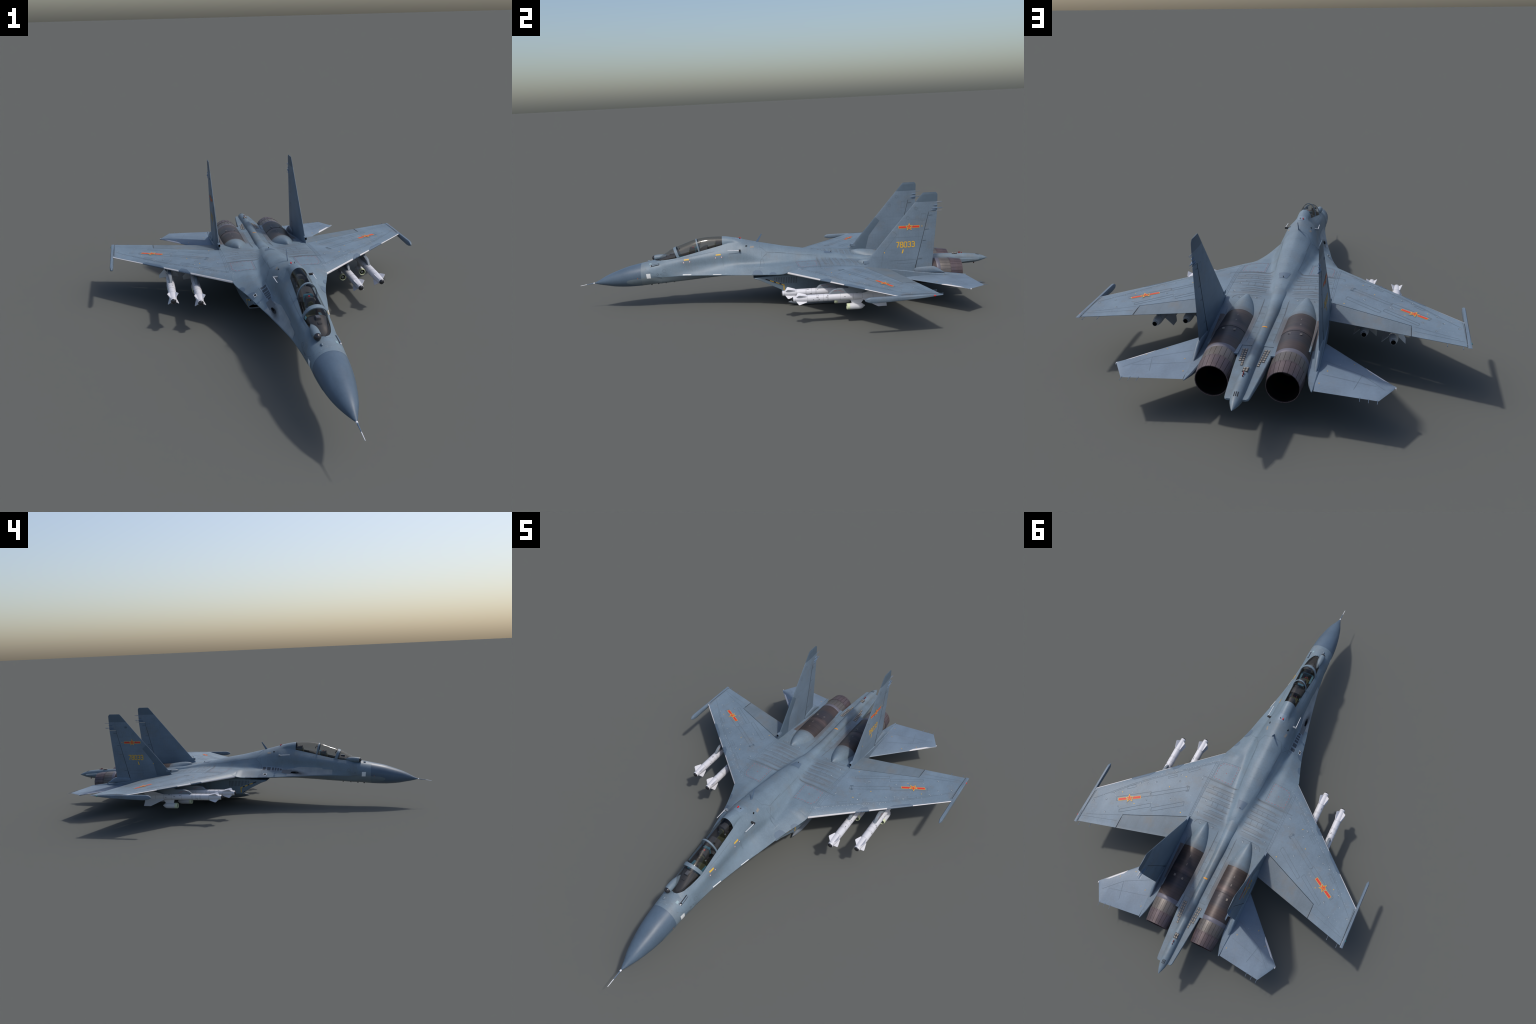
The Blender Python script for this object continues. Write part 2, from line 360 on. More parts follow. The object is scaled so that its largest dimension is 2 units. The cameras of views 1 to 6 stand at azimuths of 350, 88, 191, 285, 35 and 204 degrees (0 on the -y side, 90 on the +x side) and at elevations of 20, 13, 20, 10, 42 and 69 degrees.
nA, nB, nC = 13, 30, 20
def section(y):
    zt, zb = float(pchip(*TOP, y)), float(pchip(*BOT, y))
    if y <= -.60:
        a = float(pchip(*NW, y)); zc, b = (zt + zb) / 2, (zt - zb) / 2
        nose_zt = zt
        if y > -.65:                     # under the windshield the nose skin keeps its own crown
            nose_zt = lerp(.231, .242, (y + .65) / .05); zc, b = (nose_zt + zb) / 2, (nose_zt - zb) / 2
        E = lambda t: (a * math.sin(t), zc + b * math.cos(t))
        edge = math.radians(97)
        if y <= -.6295:
            ts = math.radians(lerp(40, 5, smooth(-.72, -.632, y)))
            up0 = [E(t) for t in np.linspace(0, ts, nA)]
        else:
            f = (y + .629) / .029
            ts = math.asin(.0265 / a * f ** .42)
            sx, sz = E(ts); up0 = [(sx * math.sin(t), sz + (zt - sz) * math.cos(t)) for t in np.linspace(0, math.pi / 2, nA)]
        up1 = [E(t) for t in np.linspace(ts, edge, nB)]
        k = smooth(-.66, -.60, y)
        s = SEC[0]
        if k > 0:
            P = [up1[0], (s[3], s[4]), (s[5], s[6]), (s[7], s[8]), E(edge)]
            Q = catmull(P, nB, (2*P[0][0]-P[1][0], 2*P[0][1]-P[1][1]), (P[-1][0], P[-1][1] - .02))
            up1 = [(lerp(p[0], q[0], k), lerp(p[1], q[1], k)) for p, q in zip(up1, Q)]
        low = [E(t) for t in np.linspace(edge, math.pi, nC)]
        if k > 0:
            P = [E(edge), (s[9], s[10]), (s[11], s[12]), (0, zb)]; P = [P[0], (s[11], s[12]), P[3]]
            Q = catmull(P, nC, (2*P[0][0]-P[1][0], 2*P[0][1]-P[1][1]), (-P[1][0], P[1][1]))
            low = [(lerp(p[0], q[0], k), lerp(p[1], q[1], k)) for p, q in zip(low, Q)]
            d = (1 - k); t0 = (s[9], s[10])
            up1 = [(p[0] + (t0[0] - up1[-1][0]) * k * (j / (nB - 1)) ** 4, p[1] + (t0[1] - up1[-1][1]) * k * (j / (nB - 1)) ** 4) for j, p in enumerate(up1)]
            low = [(p[0] + (up1[-1][0] - low[0][0]) * (1 - j / (nC - 1)) ** 4, p[1] + (up1[-1][1] - low[0][1]) * (1 - j / (nC - 1)) ** 4) for j, p in enumerate(low)]
        return up0, up1, low
    s = [float(pchip(SEC[:, 0], SEC[:, i], y)) for i in range(1, 13)]
    sx, sz, hx, hz, cx, cz, mx, mz, ex, ez, lx, lz = s
    zu, zl = upper_edge(y, ex, ez)
    k = smooth(-.275, -.19, y)
    P = [(sx, sz), (hx, hz), (cx, cz), (mx, mz), (ex, zu)]
    ell = [(sx * math.sin(t), sz + (zt - sz) * math.cos(t)) for t in np.linspace(0, math.pi / 2, nA)]
    end = (2 * ex - mx, 2 * zu - mz)
    up1 = catmull(P, nB, (lerp(2*sx-hx, 0, k), lerp(2*sz-hz, zt, k)), end)
    crm = catmull([(0, zt), (sx, sz)], nA, (-sx, sz), (hx, hz))
    up0 = [(lerp(a[0], b[0], k), lerp(a[1], b[1], k)) for a, b in zip(ell, crm)]
    low = catmull([(ex, zl), (lx, lz), (0, zb)], nC, (2*ex-lx, 2*zl-lz), (-lx, lz))
    return up0, up1, low

def stations():
    ys = list(-.932 + (np.linspace(0, 1, 26) ** 1.6) * .232)      # nose
    ys += list(np.linspace(-.70, -.632, 16)[1:]) + list(np.linspace(-.629, -.60, 12)) + list(np.linspace(-.60, -.30, 76)[1:])
    ys += list(np.linspace(-.30, -.01, 66)[1:]) + list(np.linspace(-.004, .05, 22)) + list(np.linspace(.05, .664, 96)[1:])
    return ys
YS = stations()
rows = [section(y) for y in YS]
NY = len(YS)
iC0 = min(range(NY), key=lambda i: abs(YS[i] + .629)); iC1 = min(range(NY), key=lambda i: abs(YS[i] + .30))
iR = min(range(NY), key=lambda i: abs(YS[i] + .696))

def grid_normals(V):
    du, dv = np.gradient(V, axis=0), np.gradient(V, axis=1)
    n = np.cross(du, dv); l = np.linalg.norm(n, axis=2, keepdims=True)
    return n / np.maximum(l, 1e-12)

upV = np.array([[(p[0], YS[i], p[1]) for p in rows[i][1]] for i in range(NY)])
cnV = np.array([[(p[0], YS[i], p[1]) for p in rows[i][0]] for i in range(NY)])
loV = np.array([[(p[0], YS[i], p[1]) for p in rows[i][2]] for i in range(NY)])
# crown + flank as one grid where the skin is closed, so that the crown join stays smooth
full = np.concatenate([cnV[:, :-1], upV], axis=1)
mir = full[:, 1:][:, ::-1] * [-1, 1, 1]
fullN = grid_normals(np.concatenate([mir, full], axis=1))[:, mir.shape[1]:]
lowfull = np.concatenate([loV, loV[:, :-1][:, ::-1] * [-1, 1, 1]], axis=1)
loN = grid_normals(lowfull)[:, :nC]
upNsolo = grid_normals(upV)
def outward(Nn, V):
    ctr = np.stack([np.zeros(NY), np.array(YS), (upV[:, -1, 2])], 1)[:, None, :]
    return Nn * (1 if ((V - ctr) * Nn).sum() >= 0 else -1)
fullN, loN, upNsolo = outward(fullN, full), outward(loN, loV), outward(upNsolo, upV)
for i in range(NY):      # round nose: share the normals of the upper and lower half
    k = 1 - smooth(-.62, -.56, YS[i])
    if k > 0:
        m = fullN[i, -1] + loN[i, 0]; m /= max(1e-9, np.linalg.norm(m))
        for arr, j in ((fullN, -1), (upNsolo, -1), (loN, 0)):
            v = lerp(arr[i, j], m, k); arr[i, j] = v / np.linalg.norm(v)

class Skin:
    def __init__(s): s.v, s.n, s.f, s.id = [], [], [], {}
    def vert(s, key, co, no):
        if key not in s.id:
            s.id[key] = len(s.v); s.v.append(tuple(co)); s.n.append(tuple(no))
        return s.id[key]
    def grid(s, tag, V, Nn, i0, i1, j0, j1, flip):
        for side in (1, -1):
            for i in range(i0, i1):
                for j in range(j0, j1):
                    q = []
                    for a, b in ((i, j), (i, j + 1), (i + 1, j + 1), (i + 1, j)):
                        mid = abs(V[a, b, 0]) < 1e-9
                        key = (tag, a, b, 0 if mid else side)
                        q.append(s.vert(key, V[a, b] * [side, 1, 1], Nn[a, b] * ([0, 1, 1] if mid else [side, 1, 1])))
                    if (side == 1) == flip: q = q[::-1]
                    if len(set(q)) == 4: s.f.append(tuple(q))
                    elif len(set(q)) == 3: s.f.append(tuple(dict.fromkeys(q)))

def build_skin(name, i0, i1, mat, parent):
    s = Skin(); nf = full.shape[1]; jc = nA - 1
    a, b = max(i0, 0), i1
    def band(p, q, j0, j1, V, Nn, tag):
        if q > p: s.grid(tag, V, Nn, p, q, j0, j1, False)
    # flank everywhere, crown except in the cockpit opening
    band(a, b, 0, nB - 1, upV, np.where((np.array(YS)[:, None, None] < -.6295) | (np.array(YS)[:, None, None] > -.26), fullN[:, jc:], upNsolo), "u")
    band(a, min(b, iC0), 0, jc, full, fullN, "c")
    band(max(a, iC1), b, 0, jc, full, fullN, "c")
    band(a, b, 0, nC - 1, loV, loN, "l")
    # rim strip of the strake
    for side in (1, -1):
        for i in range(a, b):
            if YS[i] < -.58 : continue
            q = []
            for arr, k, j in ((upV, i, -1), (loV, i, 0), (loV, i + 1, 0), (upV, i + 1, -1)):
                q.append(s.vert(("r", id(arr) , k, side), arr[k, j] * [side, 1, 1], (side, -.3, 0)))
            s.f.append(tuple(q if side == 1 else q[::-1]))
    if i1 == NY - 1:
        ring = [tuple(p) for p in full[-1]] + [tuple(p) for p in loV[-1]]
        ring += [(-p[0], p[1], p[2]) for p in ring[::-1][1:-1]]
        o = len(s.v); s.v += ring; s.n += [(0, 1, 0)] * len(ring); s.f.append(tuple(range(o, o + len(ring))))
    ob = make(name, s.v, s.f, mat, parent, 180, normals=s.n)
    surface(s.v, s.f); return ob

build_skin("radome", 0, iR, M_radome, jet)
fus = build_skin("fuselage", iR, NY - 1, M_body, jet)

# ------------------------------------------------------------------ canopy
def crown(i, off=0.0):
    """crown points of a station from the left sill over the top to the right sill"""
    P = [(p[0], p[1]) for p in rows[i][0]]; P = [(-x, z) for x, z in P[::-1][:-1]] + P
    sz = P[0][1]
    return [(x * (1 + off / max(.004, abs(P[0][0]))), YS[i], z + off * (z - sz) / max(.002, P[len(P)//2][1] - sz)) for x, z in P]
g = Geo(); g.loft([crown(i) for i in range(iC0, iC1 + 1)], closed=False)
canopy = g.obj("canopy", M_glass, jet, 180)

def crown_at(y, lean, off):
    """leaning arch: the crown of the canopy shifted forward with height"""
    def ring_y(yy):
        i = int(np.searchsorted(YS, yy)); i = min(max(i, iC0 + 1), iC1); t = (yy - YS[i-1]) / (YS[i] - YS[i-1])
        a, b = crown(i - 1, off), crown(i, off); return [tuple(lerp(np.array(p), np.array(q), t)) for p, q in zip(a, b)]
    base = ring_y(y); n = len(base); out = []
    for j in range(n):
        h = 1 - abs(2 * j / (n - 1) - 1); h = math.sin(h * math.pi / 2)
        out.append(ring_y(y + lean * h)[j])
    return out
frames = Geo()
for y0, w, lean in ((-.513, .013, -.018), (-.412, .0065, -.013)):
    o0, o1 = crown_at(y0 - w/2, lean, .0012), crown_at(y0 + w/2, lean, .0012)
    i0, i1 = crown_at(y0 - w/2, lean, -.0022), crown_at(y0 + w/2, lean, -.0022)
    n = len(o0)
    frames.loft([[o0[j], o1[j], i1[j], i0[j]] for j in range(n)])
frames.obj("canopy_frame", M_body, jet, 40)
# rim of the rear fairing, thickness of its front edge
rim = Geo(); o = crown(iC1); n = len(o)
inn = [(x * .93, y + .001, lerp(.29, z, .94)) for x, y, z in o]
inn2 = [(x * .93, y + .02, lerp(.29, z, .94)) for x, y, z in o]
rim.loft([o, inn, inn2], closed=False); rim.obj("canopy_rear_rim", M_dark, jet, 40)

# ------------------------------------------------------------------ cockpit
tub = Geo()
rings = []
for i in range(iC0 + 1, iC1 + 1, 3):
    sx, sz = rows[i][1][0]; y = YS[i]
    d = .004 + .052 * smooth(-.56, -.50, y); f = .9
    rings.append([(sx, y, sz), (sx * .95, y, sz - .003), (sx * f, y, sz - d * .5), (sx * .8, y, sz - d), (-sx * .8, y, sz - d), (-sx * f, y, sz - d * .5), (-sx * .95, y, sz - .003), (-sx, y, sz)])
tub.loft(rings, closed=False)
y = YS[iC1] - .001
tub.add([(-.029, y, .296), (.029, y, .296), (.024, y, .237), (-.024, y, .237)], [(0, 1, 2, 3)])
cockpit = tub.obj("cockpit", M_dark, jet, 40)
# instrument hoods: front and rear
def hood(name, y0, y1, zl, zh, w0, w1, h):
    G = Geo(); rings = []
    for k in range(9):
        t = k / 8; yy = lerp(y0, y1, t); w = lerp(w0, w1, t ** .6); zb = lerp(zl, zh, t); hh = h * math.sin(min(1, t * 1.25) * math.pi / 2)
        rings.append([(w * math.cos(a), yy, zb + hh * math.sin(a) ** .7) for a in np.linspace(0, math.pi, 13)])
    G.loft(rings, closed=True); return G.obj(name, M_coam, cockpit, 50)
hood("instrument_hood", -.618, -.527, .231, .246, .004, .0325, .0135)
hood("instrument_hood", -.425, -.372, .262, .272, .028, .028, .021)
G = Geo(); G.box((-.008, -.556, .250), (.008, -.536, .262)); G.box((-.006, -.575, .246), (.006, -.560, .2525)); G.obj("head_up_display", M_coam, cockpit)
G = Geo(); G.box((-.0065, -.5555, .262), (.0065, -.5365, .2635)); G.obj("display_glass", plain("display_grey", srgb(96, 98, 104), .25), cockpit)
for yc, zc in ((-.448, .262), (-.322, .290)):
    G = Geo()                                               # seat back, pan and head box
    G.box((-.019, yc - .004, zc - .05), (.019, yc + .008, zc - .004)); G.box((-.021, yc - .048, zc - .054), (.021, yc, zc - .040))
    seat = G.obj("ejection_seat", M_dark, cockpit)
    G = Geo(); rings = []
    for t in np.linspace(0, 1, 7):
        w, h = .0155 - .003 * t, .021 - .004 * t; yy = yc - .010 + .028 * t
        rings.append([(w * abs(math.cos(a)) ** .6 * (1 if math.cos(a) > 0 else -1), yy, zc + .004 + h * abs(math.sin(a)) ** .6 * (1 if math.sin(a) > 0 else -1)) for a in np.linspace(0, math.tau, 18, endpoint=False)])
    G.loft(rings); G.obj("head_box", M_coam, seat, 60)
    G = Geo(); rings = []
    for t in np.linspace(0, 1, 4):
        w, h = .0105 + .0005 * t, .011; rings.append([(w * math.cos(a), yc - .0145 + .006 * t, zc + .002 + h * math.sin(a)) for a in np.linspace(0, math.tau, 16, endpoint=False)])
    G.loft(rings); G.box((-.0165, yc - .012, zc - .045), (.0165, yc - .004, zc - .009)); G.box((-.016, yc - .046, zc - .041), (.016, yc - .012, zc - .0335))
    G.obj("seat_cushion", M_olive, seat, 50)
    G = Geo()
    for s in (-1, 1): G.rod((s * .014, yc - .013, zc - .010), (s * .014, yc - .008, zc - .010), .003)
    G.obj("harness_boss", M_grey, seat)
    G = Geo()
    for s in (-1, 1): G.rod((s * .007, yc - .047, zc - .033), (s * .003, yc - .050, zc - .026), .0012, n=6)
    G.obj("ejection_handle", M_red, seat)
G = Geo()
for yc, z in ((-.49, .236), (-.375, .262)):
    G.box((-.031, yc - .025, z), (-.022, yc + .02, z + .004)); G.box((.022, yc - .025, z), (.031, yc + .02, z + .004))
    G.box((-.027, yc - .028, z - .01), (.027, yc - .024, z + .006))
G.obj("side_console", M_teal, cockpit)
G = Geo(); G.box((-.016, -.4295, .262), (.016, -.4265, .286)); G.box((-.013, -.4265, .284), (.013, -.421, .287)); G.obj("seat_screen", M_teal, cockpit)
G = Geo(); G.box((-.003, -.444, .2855), (.002, -.440, .2885)); G.obj("warning_tag", M_redlight, cockpit)
# mirrors inside the arches
G = Geo()
for y0, x, z in ((-.512, .02, .278), (-.408, .020, .305)):
    for s in (-1, 1): G.box((s * x - .004, y0, z - .004), (s * x + .004, y0 + .003, z + .005))
G.obj("mirror", M_dark, jet)

# ------------------------------------------------------------------ nose equipment
G = Geo(); G.rod((0, -.930, .136), (0, -.968, .131), .0022, .0012); G.obj("pitot_probe", M_wick, jet)
G = Geo(); G.rod((0, -.968, .131), (0, -.9985, .1262), .0013, .0009); G.rod((0, -.9355, .1355), (0, -.929, .1362), .0032, .0032, 12); G.obj("pitot_tip", M_pitot, jet)
# infrared search sensor: fairing and dark ball, off centre
fair = [( -.634, .0126), (-.622, .0138), (-.605, .0138), (-.590, .0124), (-.576, .0090), (-.563, .0042), (-.555, .0006)]
G = Geo(); G.loft(revolve([(y, r, .2385 + (y + .632) * .06) for y, r in fair], -.0250, .0012, 24)); G.obj("infrared_sensor_fairing", M_body, jet, 60)
G = Geo(); G.loft(revolve([(-.634 - .0120 * math.sin(a), .0119 * math.cos(a)) for a in np.linspace(0, math.pi / 2 - .02, 9)], -.0250, .2397, 24)); G.obj("infrared_sensor_ball", M_seeker, jet, 60)
G = Geo(); G.loft(revolve([(-.668, .0005), (-.664, .003), (-.658, .0032), (-.654, .001)], -.019, .2275, 12)); G.obj("nose_sensor", M_body, jet, 50)

# air-data arms on both flanks
for s in (1, -1):
    G = Geo(); G.box((min(s*.052, s*.073), -.222, .2685), (max(s*.052, s*.073), -.214, .2745)); arm = G.obj("air_data_arm", M_pylon if s < 0 else M_soot, jet)
    G = Geo(); G.rod((s * .071, -.216, .2725), (s * .069, -.275, .2740), .0016, .0010); G.obj("air_data_probe", M_pitot, arm)
# blade aerial on the spine
G = Geo(); G.prism([(-.140, .296), (-.128, .294), (-.107, .333), (-.112, .334)], 0, -.0008, .0008); G.obj("blade_aerial", M_wick, jet)
G = Geo(); G.rod((0, .223, .222), (0, .224, .230), .0014); G.obj("spine_stub", M_soot, jet)
G = Geo()
for y, z in ((-.655, .1165), (-.622, .1190), (-.585, .1215), (-.545, .1240)): G.box((-.002, y - .003, z - .0055), (.002, y + .003, z + .004))
G.obj("belly_aerial", M_soot, jet)

# ------------------------------------------------------------------ wings
def wing_patch(G, s, xs, v0, v1, cap0, cap1, infl=0.0, nv=26, zoff=lambda x, y: 0):
    """closed airfoil slab between chord fractions v0(x) and v1(x)"""
    rings = []
    for x in xs:
        le, te, tu = wing_le(x), wing_te(x), wing_tu(x) ; a, b = v0(x), v1(x)
        vs = [lerp(a, b, t * t if a == 0 else t) for t in np.linspace(0, 1, nv)]
        up = [(s * x, lerp(le, te, v) - (infl if v < .02 else 0), WZ + tu * foil(v) + infl + .0006 * (v >= .999) + zoff(x, v)) for v in vs]
        dn = [(s * x, lerp(le, te, v), WZ - (.5 * tu + .001) * foil(v) - infl - .0006 * (v >= .999) + zoff(x, v)) for v in vs[::-1]]
        if a == 0: dn = dn[:-1]
        rings.append(up + dn)
    G.loft(rings, True, cap0, cap1)
def hinge_v(x): return (.348 + (x - .197) * .427 - wing_le(x)) / (wing_te(x) - wing_le(x))
chord = lambda x: wing_te(x) - wing_le(x)
XI = list(np.linspace(.1862, .4705, 30)); XO = list(np.linspace(.4705, .645, 20))
for s in (1, -1):
    lev = lambda x: .0042 / chord(x)
    G = Geo()
    wing_patch(G, s, XI, lev, hinge_v, True, False); wing_patch(G, s, XO, lev, lambda x: 1.0, True, True)
    w = G.obj("wing", M_wing, jet, 30); surface(G.v, G.f)
    G = Geo(); wing_patch(G, s, XI + XO[1:], lambda x: 0.0, lev, True, True, nv=10); G.obj("leading_edge", M_edge, w, 60)
    G = Geo(); wing_patch(G, s, list(np.linspace(.189, .4688, 26)), lambda x: hinge_v(x) + .0022 / chord(x), lambda x: 1.0, True, True, nv=14, zoff=lambda x, v: -.0012 * (v - .7))
    G.obj("flap", M_flap, w, 30); surface(G.v, G.f)
    for x0, x1, d in ((.336, .380, .019), (.437, .520, .015)):
        G = Geo(); xs = list(np.linspace(x0, x1, 12))
        dd = (lambda x, x0=x0, x1=x1, d=d: max(.0043, d * min(1, (x - x0 + .0) / .012, (x1 - x) / .012)) / chord(x))
        wing_patch(G, s, xs, lambda x: 0.0, dd, True, True, infl=.0007, nv=10); G.obj("leading_edge_panel", M_darkpatch, w, 60)
    G = Geo(); G.rod((s * .359, .155, .1775), (s * .359, .146, .1795), .0016); G.obj("edge_sensor", M_wick, w)
    # wing tip rail
    prof = [(.271, .169, .1665), (.276, .1745, .163), (.284, .1780, .160), (.296, .1800, .1575), (.315, .1800, .1565), (.40, .1795, .1600), (.47, .1795, .1635), (.52, .1798, .1675), (.55, .1788, .1715), (.582, .1766, .1758)]
    G = Geo(); rings = []
    for y, zt, zb in prof:
        hw = .0062 * min(1, .35 + (y - .271) / .02); x0 = .6485; r = .25
        rings.append([(s * (x0 + hw * a), y, (zt + zb) / 2 + (zt - zb) / 2 * b) for a, b in ((1,.6),(.6,1),(-.6,1),(-1,.6),(-1,-.6),(-.6,-1),(.6,-1),(1,-.6))])
    G.loft(rings); rail = G.obj("tip_rail", M_fin, w, 30)
    G = Geo(); G.loft(revolve([(.544, .0003), (.546, .003), (.549, .0034), (.553, .001)], s * .6545, .1745, 10)); G.obj("tip_light", M_redlight if s > 0 else M_greenlight, rail, 60)
    G = Geo()
    for x in (.58, .628): 
        y = wing_te(x); G.rod((s * x, y - .004, .1755), (s * x, y + .016, .1745), .0008, .0006, 6); G.rod((s * x, y + .015, .1745), (s * x, y + .018, .1745), .0013, .0013, 6)
    G.obj("static_wick", M_wick, w, stuff=True)

# ------------------------------------------------------------------ tail booms, tailplanes, fins
for s in (1, -1):
    table = [(.34, .163, .198, .190, .150, .5), (.40, .160, .1985, .182, .140, .5), (.46, .159, .199, .176, .132, .5), (.53, .159, .2, .164, .120, .55), (.60, .160, .2, .153, .112, .5),
             (.668, .162, .2, .143, .108, .5), (.735, .166, .199, .136, .112, .5), (.79, .177, .197, .1305, .118, .5), (.828, .190, .1935, .1265, .1235, .5)]
    G = Geo(); rings = []
    for y, xi, xo, zt, zb, _ in table:
        c, h = .003, .003; c = min(.003, (xo - xi) * .3, (zt - zb) * .3)
        rings.append([(s * x, y, z) for x, z in ((xo, zt - c), (xo - c, zt), (xi + c, zt + .0), (xi, zt - c), (xi, zb + c), (xi + c, zb), (xo - c, zb), (xo, zb + c))])
    G.loft(rings); boom = G.obj("tail_boom", M_fin, jet, 30); surface(G.v, G.f)
    G = Geo(); rings = []
    for y, zt, w in ((.585, .1735, .0072), (.62, .1745, .0077), (.66, .1745, .008), (.677, .1735, .0078), (.695, .1640, .0072), (.715, .1500, .006), (.736, .1345, .0012)):
        zb = min(zt - .001, .142); zc, h = (zt + zb) / 2, (zt - zb) / 2
        rings.append([(s * .1915 + w * math.cos(a), y, zc + h * math.sin(a)) for a in np.linspace(0, math.tau, 20, endpoint=False)])
    G.loft(rings); G.obj("fin_root_fairing", M_fin, boom, 50)

    # tailplane
    G = Geo(); rings = []
    def tail_te(x): return .824 + (x - .196) * .112 if x < .384 else .845 - (x - .384) * 1.667
    for x in list(np.linspace(.1965, .384, 20)) + list(np.linspace(.388, .432, 10)):
        le, te = .5285 + (x - .198) * 1.0105, tail_te(x); t = lerp(.0075, .0028, (x - .198) / .234)
        vs = np.linspace(0, 1, 18) ** 1.6
        f = lambda v: foil(v) + .10 * v * min(1, (1 - v) * 20)
        te = max(te, le + .003)
        rings.append([(s * x, lerp(le, te, v), .1255 + t * f(v)) for v in vs] + [(s * x, lerp(le, te, v), .1255 - t * f(v)) for v in vs[::-1][1:-1]])
    G.loft(rings); tail = G.obj("tailplane", M_tail, jet, 30); surface(G.v, G.f)
    G = Geo(); rings = []
    for x in np.linspace(.338, .4312, 12):
        le = .5285 + (x - .198) * 1.0105; t = lerp(.0075, .0028, (x - .198) / .234); w = min(.0100, (x - .334) * .8)
        rings.append([(s * x, le - .0005, .1255), (s * x, le + w * .4, .1255 + t * foil(w * .4 / .2) + .0009), (s * x, le + w, .1255 + t * foil(w / .2) + .0007), (s * x, le + w, .1255 - t * foil(w / .2) - .0007), (s * x, le + w * .4, .1255 - t * foil(w * .4 / .2) - .0009)])
    G.loft(rings); G.obj("tailplane_edge", M_edge, tail, 60)
    G = Geo()
    for x in (.331, .356, .381):
        y = tail_te(x); G.rod((s * x, y - .004, .1262), (s * x, y + .016, .1248), .0008, .0006, 6)
    G.obj("static_wick", M_wick, tail, stuff=True)

    # fin with separate rudder
    def fin_le(z): return .353 + (z - .2) / 1.1745
    def fin_te(z): return .668 + (z - .174) * .0875 if z < .42 else .6895 + (z - .42) * .02
    def fin_t(z): return lerp(.0078, .0022, (z - .16) / .36)
    def hinge(z): return .598 + (z - .215) * .2407
    XF = .1912
    def ffoil(v): return 1.0 * (2.2 * math.sqrt(v) * (1 - v) ** .85 if v > 0 else 0) / 1.02
    def fin_patch(G, zs, a, b, n, caps=(True, True), infl=0, nonl=True):
        rings = []
        for z in zs:
            le, te, t = fin_le(z), fin_te(z), fin_t(z)
            ys = [lerp(a(z), b(z), (u * u if nonl else u)) for u in np.linspace(0, 1, n)]
            hs = [t * min(1, ffoil(max(0, (y - le) / (te - le)))) + .0003 + infl for y in ys]
            rings.append([(s * (XF + h), y, z) for y, h in zip(ys, hs)] + [(s * (XF - h), y, z) for y, h in zip(ys[::-1], hs[::-1])])
        G.loft(rings, True, *caps)
    ZTOP = .431
    G = Geo()
    fin_patch(G, list(np.linspace(.150, ZTOP, 40)), fin_le, hinge, 26, (True, False))
    fin_patch(G, list(np.linspace(ZTOP, .4765, 8)), fin_le, fin_te, 30, (True, True))
    fin = G.obj("fin", M_fin, jet, 30); surface(G.v, G.f)
    G = Geo(); fin_patch(G, list(np.linspace(.165, ZTOP - .0015, 34)), lambda z: hinge(z) + .0018, fin_te, 12, infl=-.0003, nonl=False)
    G.obj("rudder", M_fin, fin, 30); surface(G.v, G.f)
    # dielectric tip cap with rounded crown
    G = Geo(); zs = list(np.linspace(.4765, .508, 8)) + [.513, .516, .5178, .5185]
    def cap_le(z): return fin_le(z) + (0 if z < .512 else .0015 * ((z - .512) / .0065) ** 2)
    def cap_te(z): return fin_te(z) - (0 if z < .505 else .009 * ((z - .505) / .0135) ** 2.2)
    rings = []
    for z in zs:
        le, te, t = cap_le(z), cap_te(z), fin_t(z)
        ys = [lerp(le, te, u * u) for u in np.linspace(0, 1, 20)]
        hs = [(t * min(1, ffoil(max(0, (y - le) / (te - le)))) + .0004) * (1 if z < .514 else .6) for y in ys]
        rings.append([(s * (XF + h), y, z) for y, h in zip(ys, hs)] + [(s * (XF - h), y, z) for y, h in zip(ys[::-1], hs[::-1])])
    G.loft(rings); G.obj("fin_tip", M_tip, fin, 40)
    if s < 0:   # darker leading-edge panel of the starboard fin
        def pb(z): return fin_le(z) + (lerp(.088, .0445, (z - .184) / .073) if z < .257 else lerp(.0445, .0385, (z - .257) / .074) if z < .331 else lerp(.0385, .001, (z - .331) / .019))
        G = Geo(); fin_patch(G, list(np.linspace(.186, .2565, 10)) + list(np.linspace(.2575, .331, 10)) + list(np.linspace(.333, .3495, 8)), lambda z: fin_le(z) - .0006, pb, 14, infl=.0006)
        G.obj("fin_edge_panel", M_tip, fin, 40)
    # small intake at the fin foot
    G = Geo(); G.box((s * XF - .0048, .350, .2035), (s * XF + .0048, .376, .2155)); foot = G.obj("fin_foot_intake", M_fin, fin)
    G = Geo(); G.box((s * XF - .0036, .3492, .2050), (s * XF + .0036, .352, .2142)); G.obj("intake_hole", M_black, foot)
    # aerials on the trailing edge
    G = Geo()
    for y0, y1, z, r in ((.667, .697, .458, .0022), (.660, .702, .4445, .0030), (.655, .692, .4365, .0022)):
        G.loft(revolve([(lerp(y0, y1, t), max(.0002, r * math.sin(math.pi * min(1, t * 1.1)) ** .6 if t < .9 else r * .35)) for t in np.linspace(0.01, 1, 9)], s * XF, z, 10, ex=2.0))
    G.rod((s * XF, .685, .4705), (s * XF, .714, .4718), .0010, .0007, 6)
    G.rod((s * XF, .700, .4450), (s * XF, .714, .4455), .0022, .0010, 8)
    G.obj("fin_aerial", M_wick, fin, 50, stuff=True)
    if s > 0:
        G = Geo()
        for dx, z in ((-.004, .470), (.004, .472), (0, .474), (.003, .434), (-.003, .430)): G.rod((s * XF, .686, z), (s * XF + dx, .710, z + .0015), .0008, .0006, 6)
        G.obj("discharge_rod", M_grey, fin, stuff=True)
    if s < 0: G = Geo(); G.loft(revolve([(.584, .0003), (.587, .0042), (.592, .005), (.597, .0042), (.600, .0003)], s * XF - .003, .4485, 12, ex=.5)); G.obj("fin_lamp", M_tip, fin, 60)

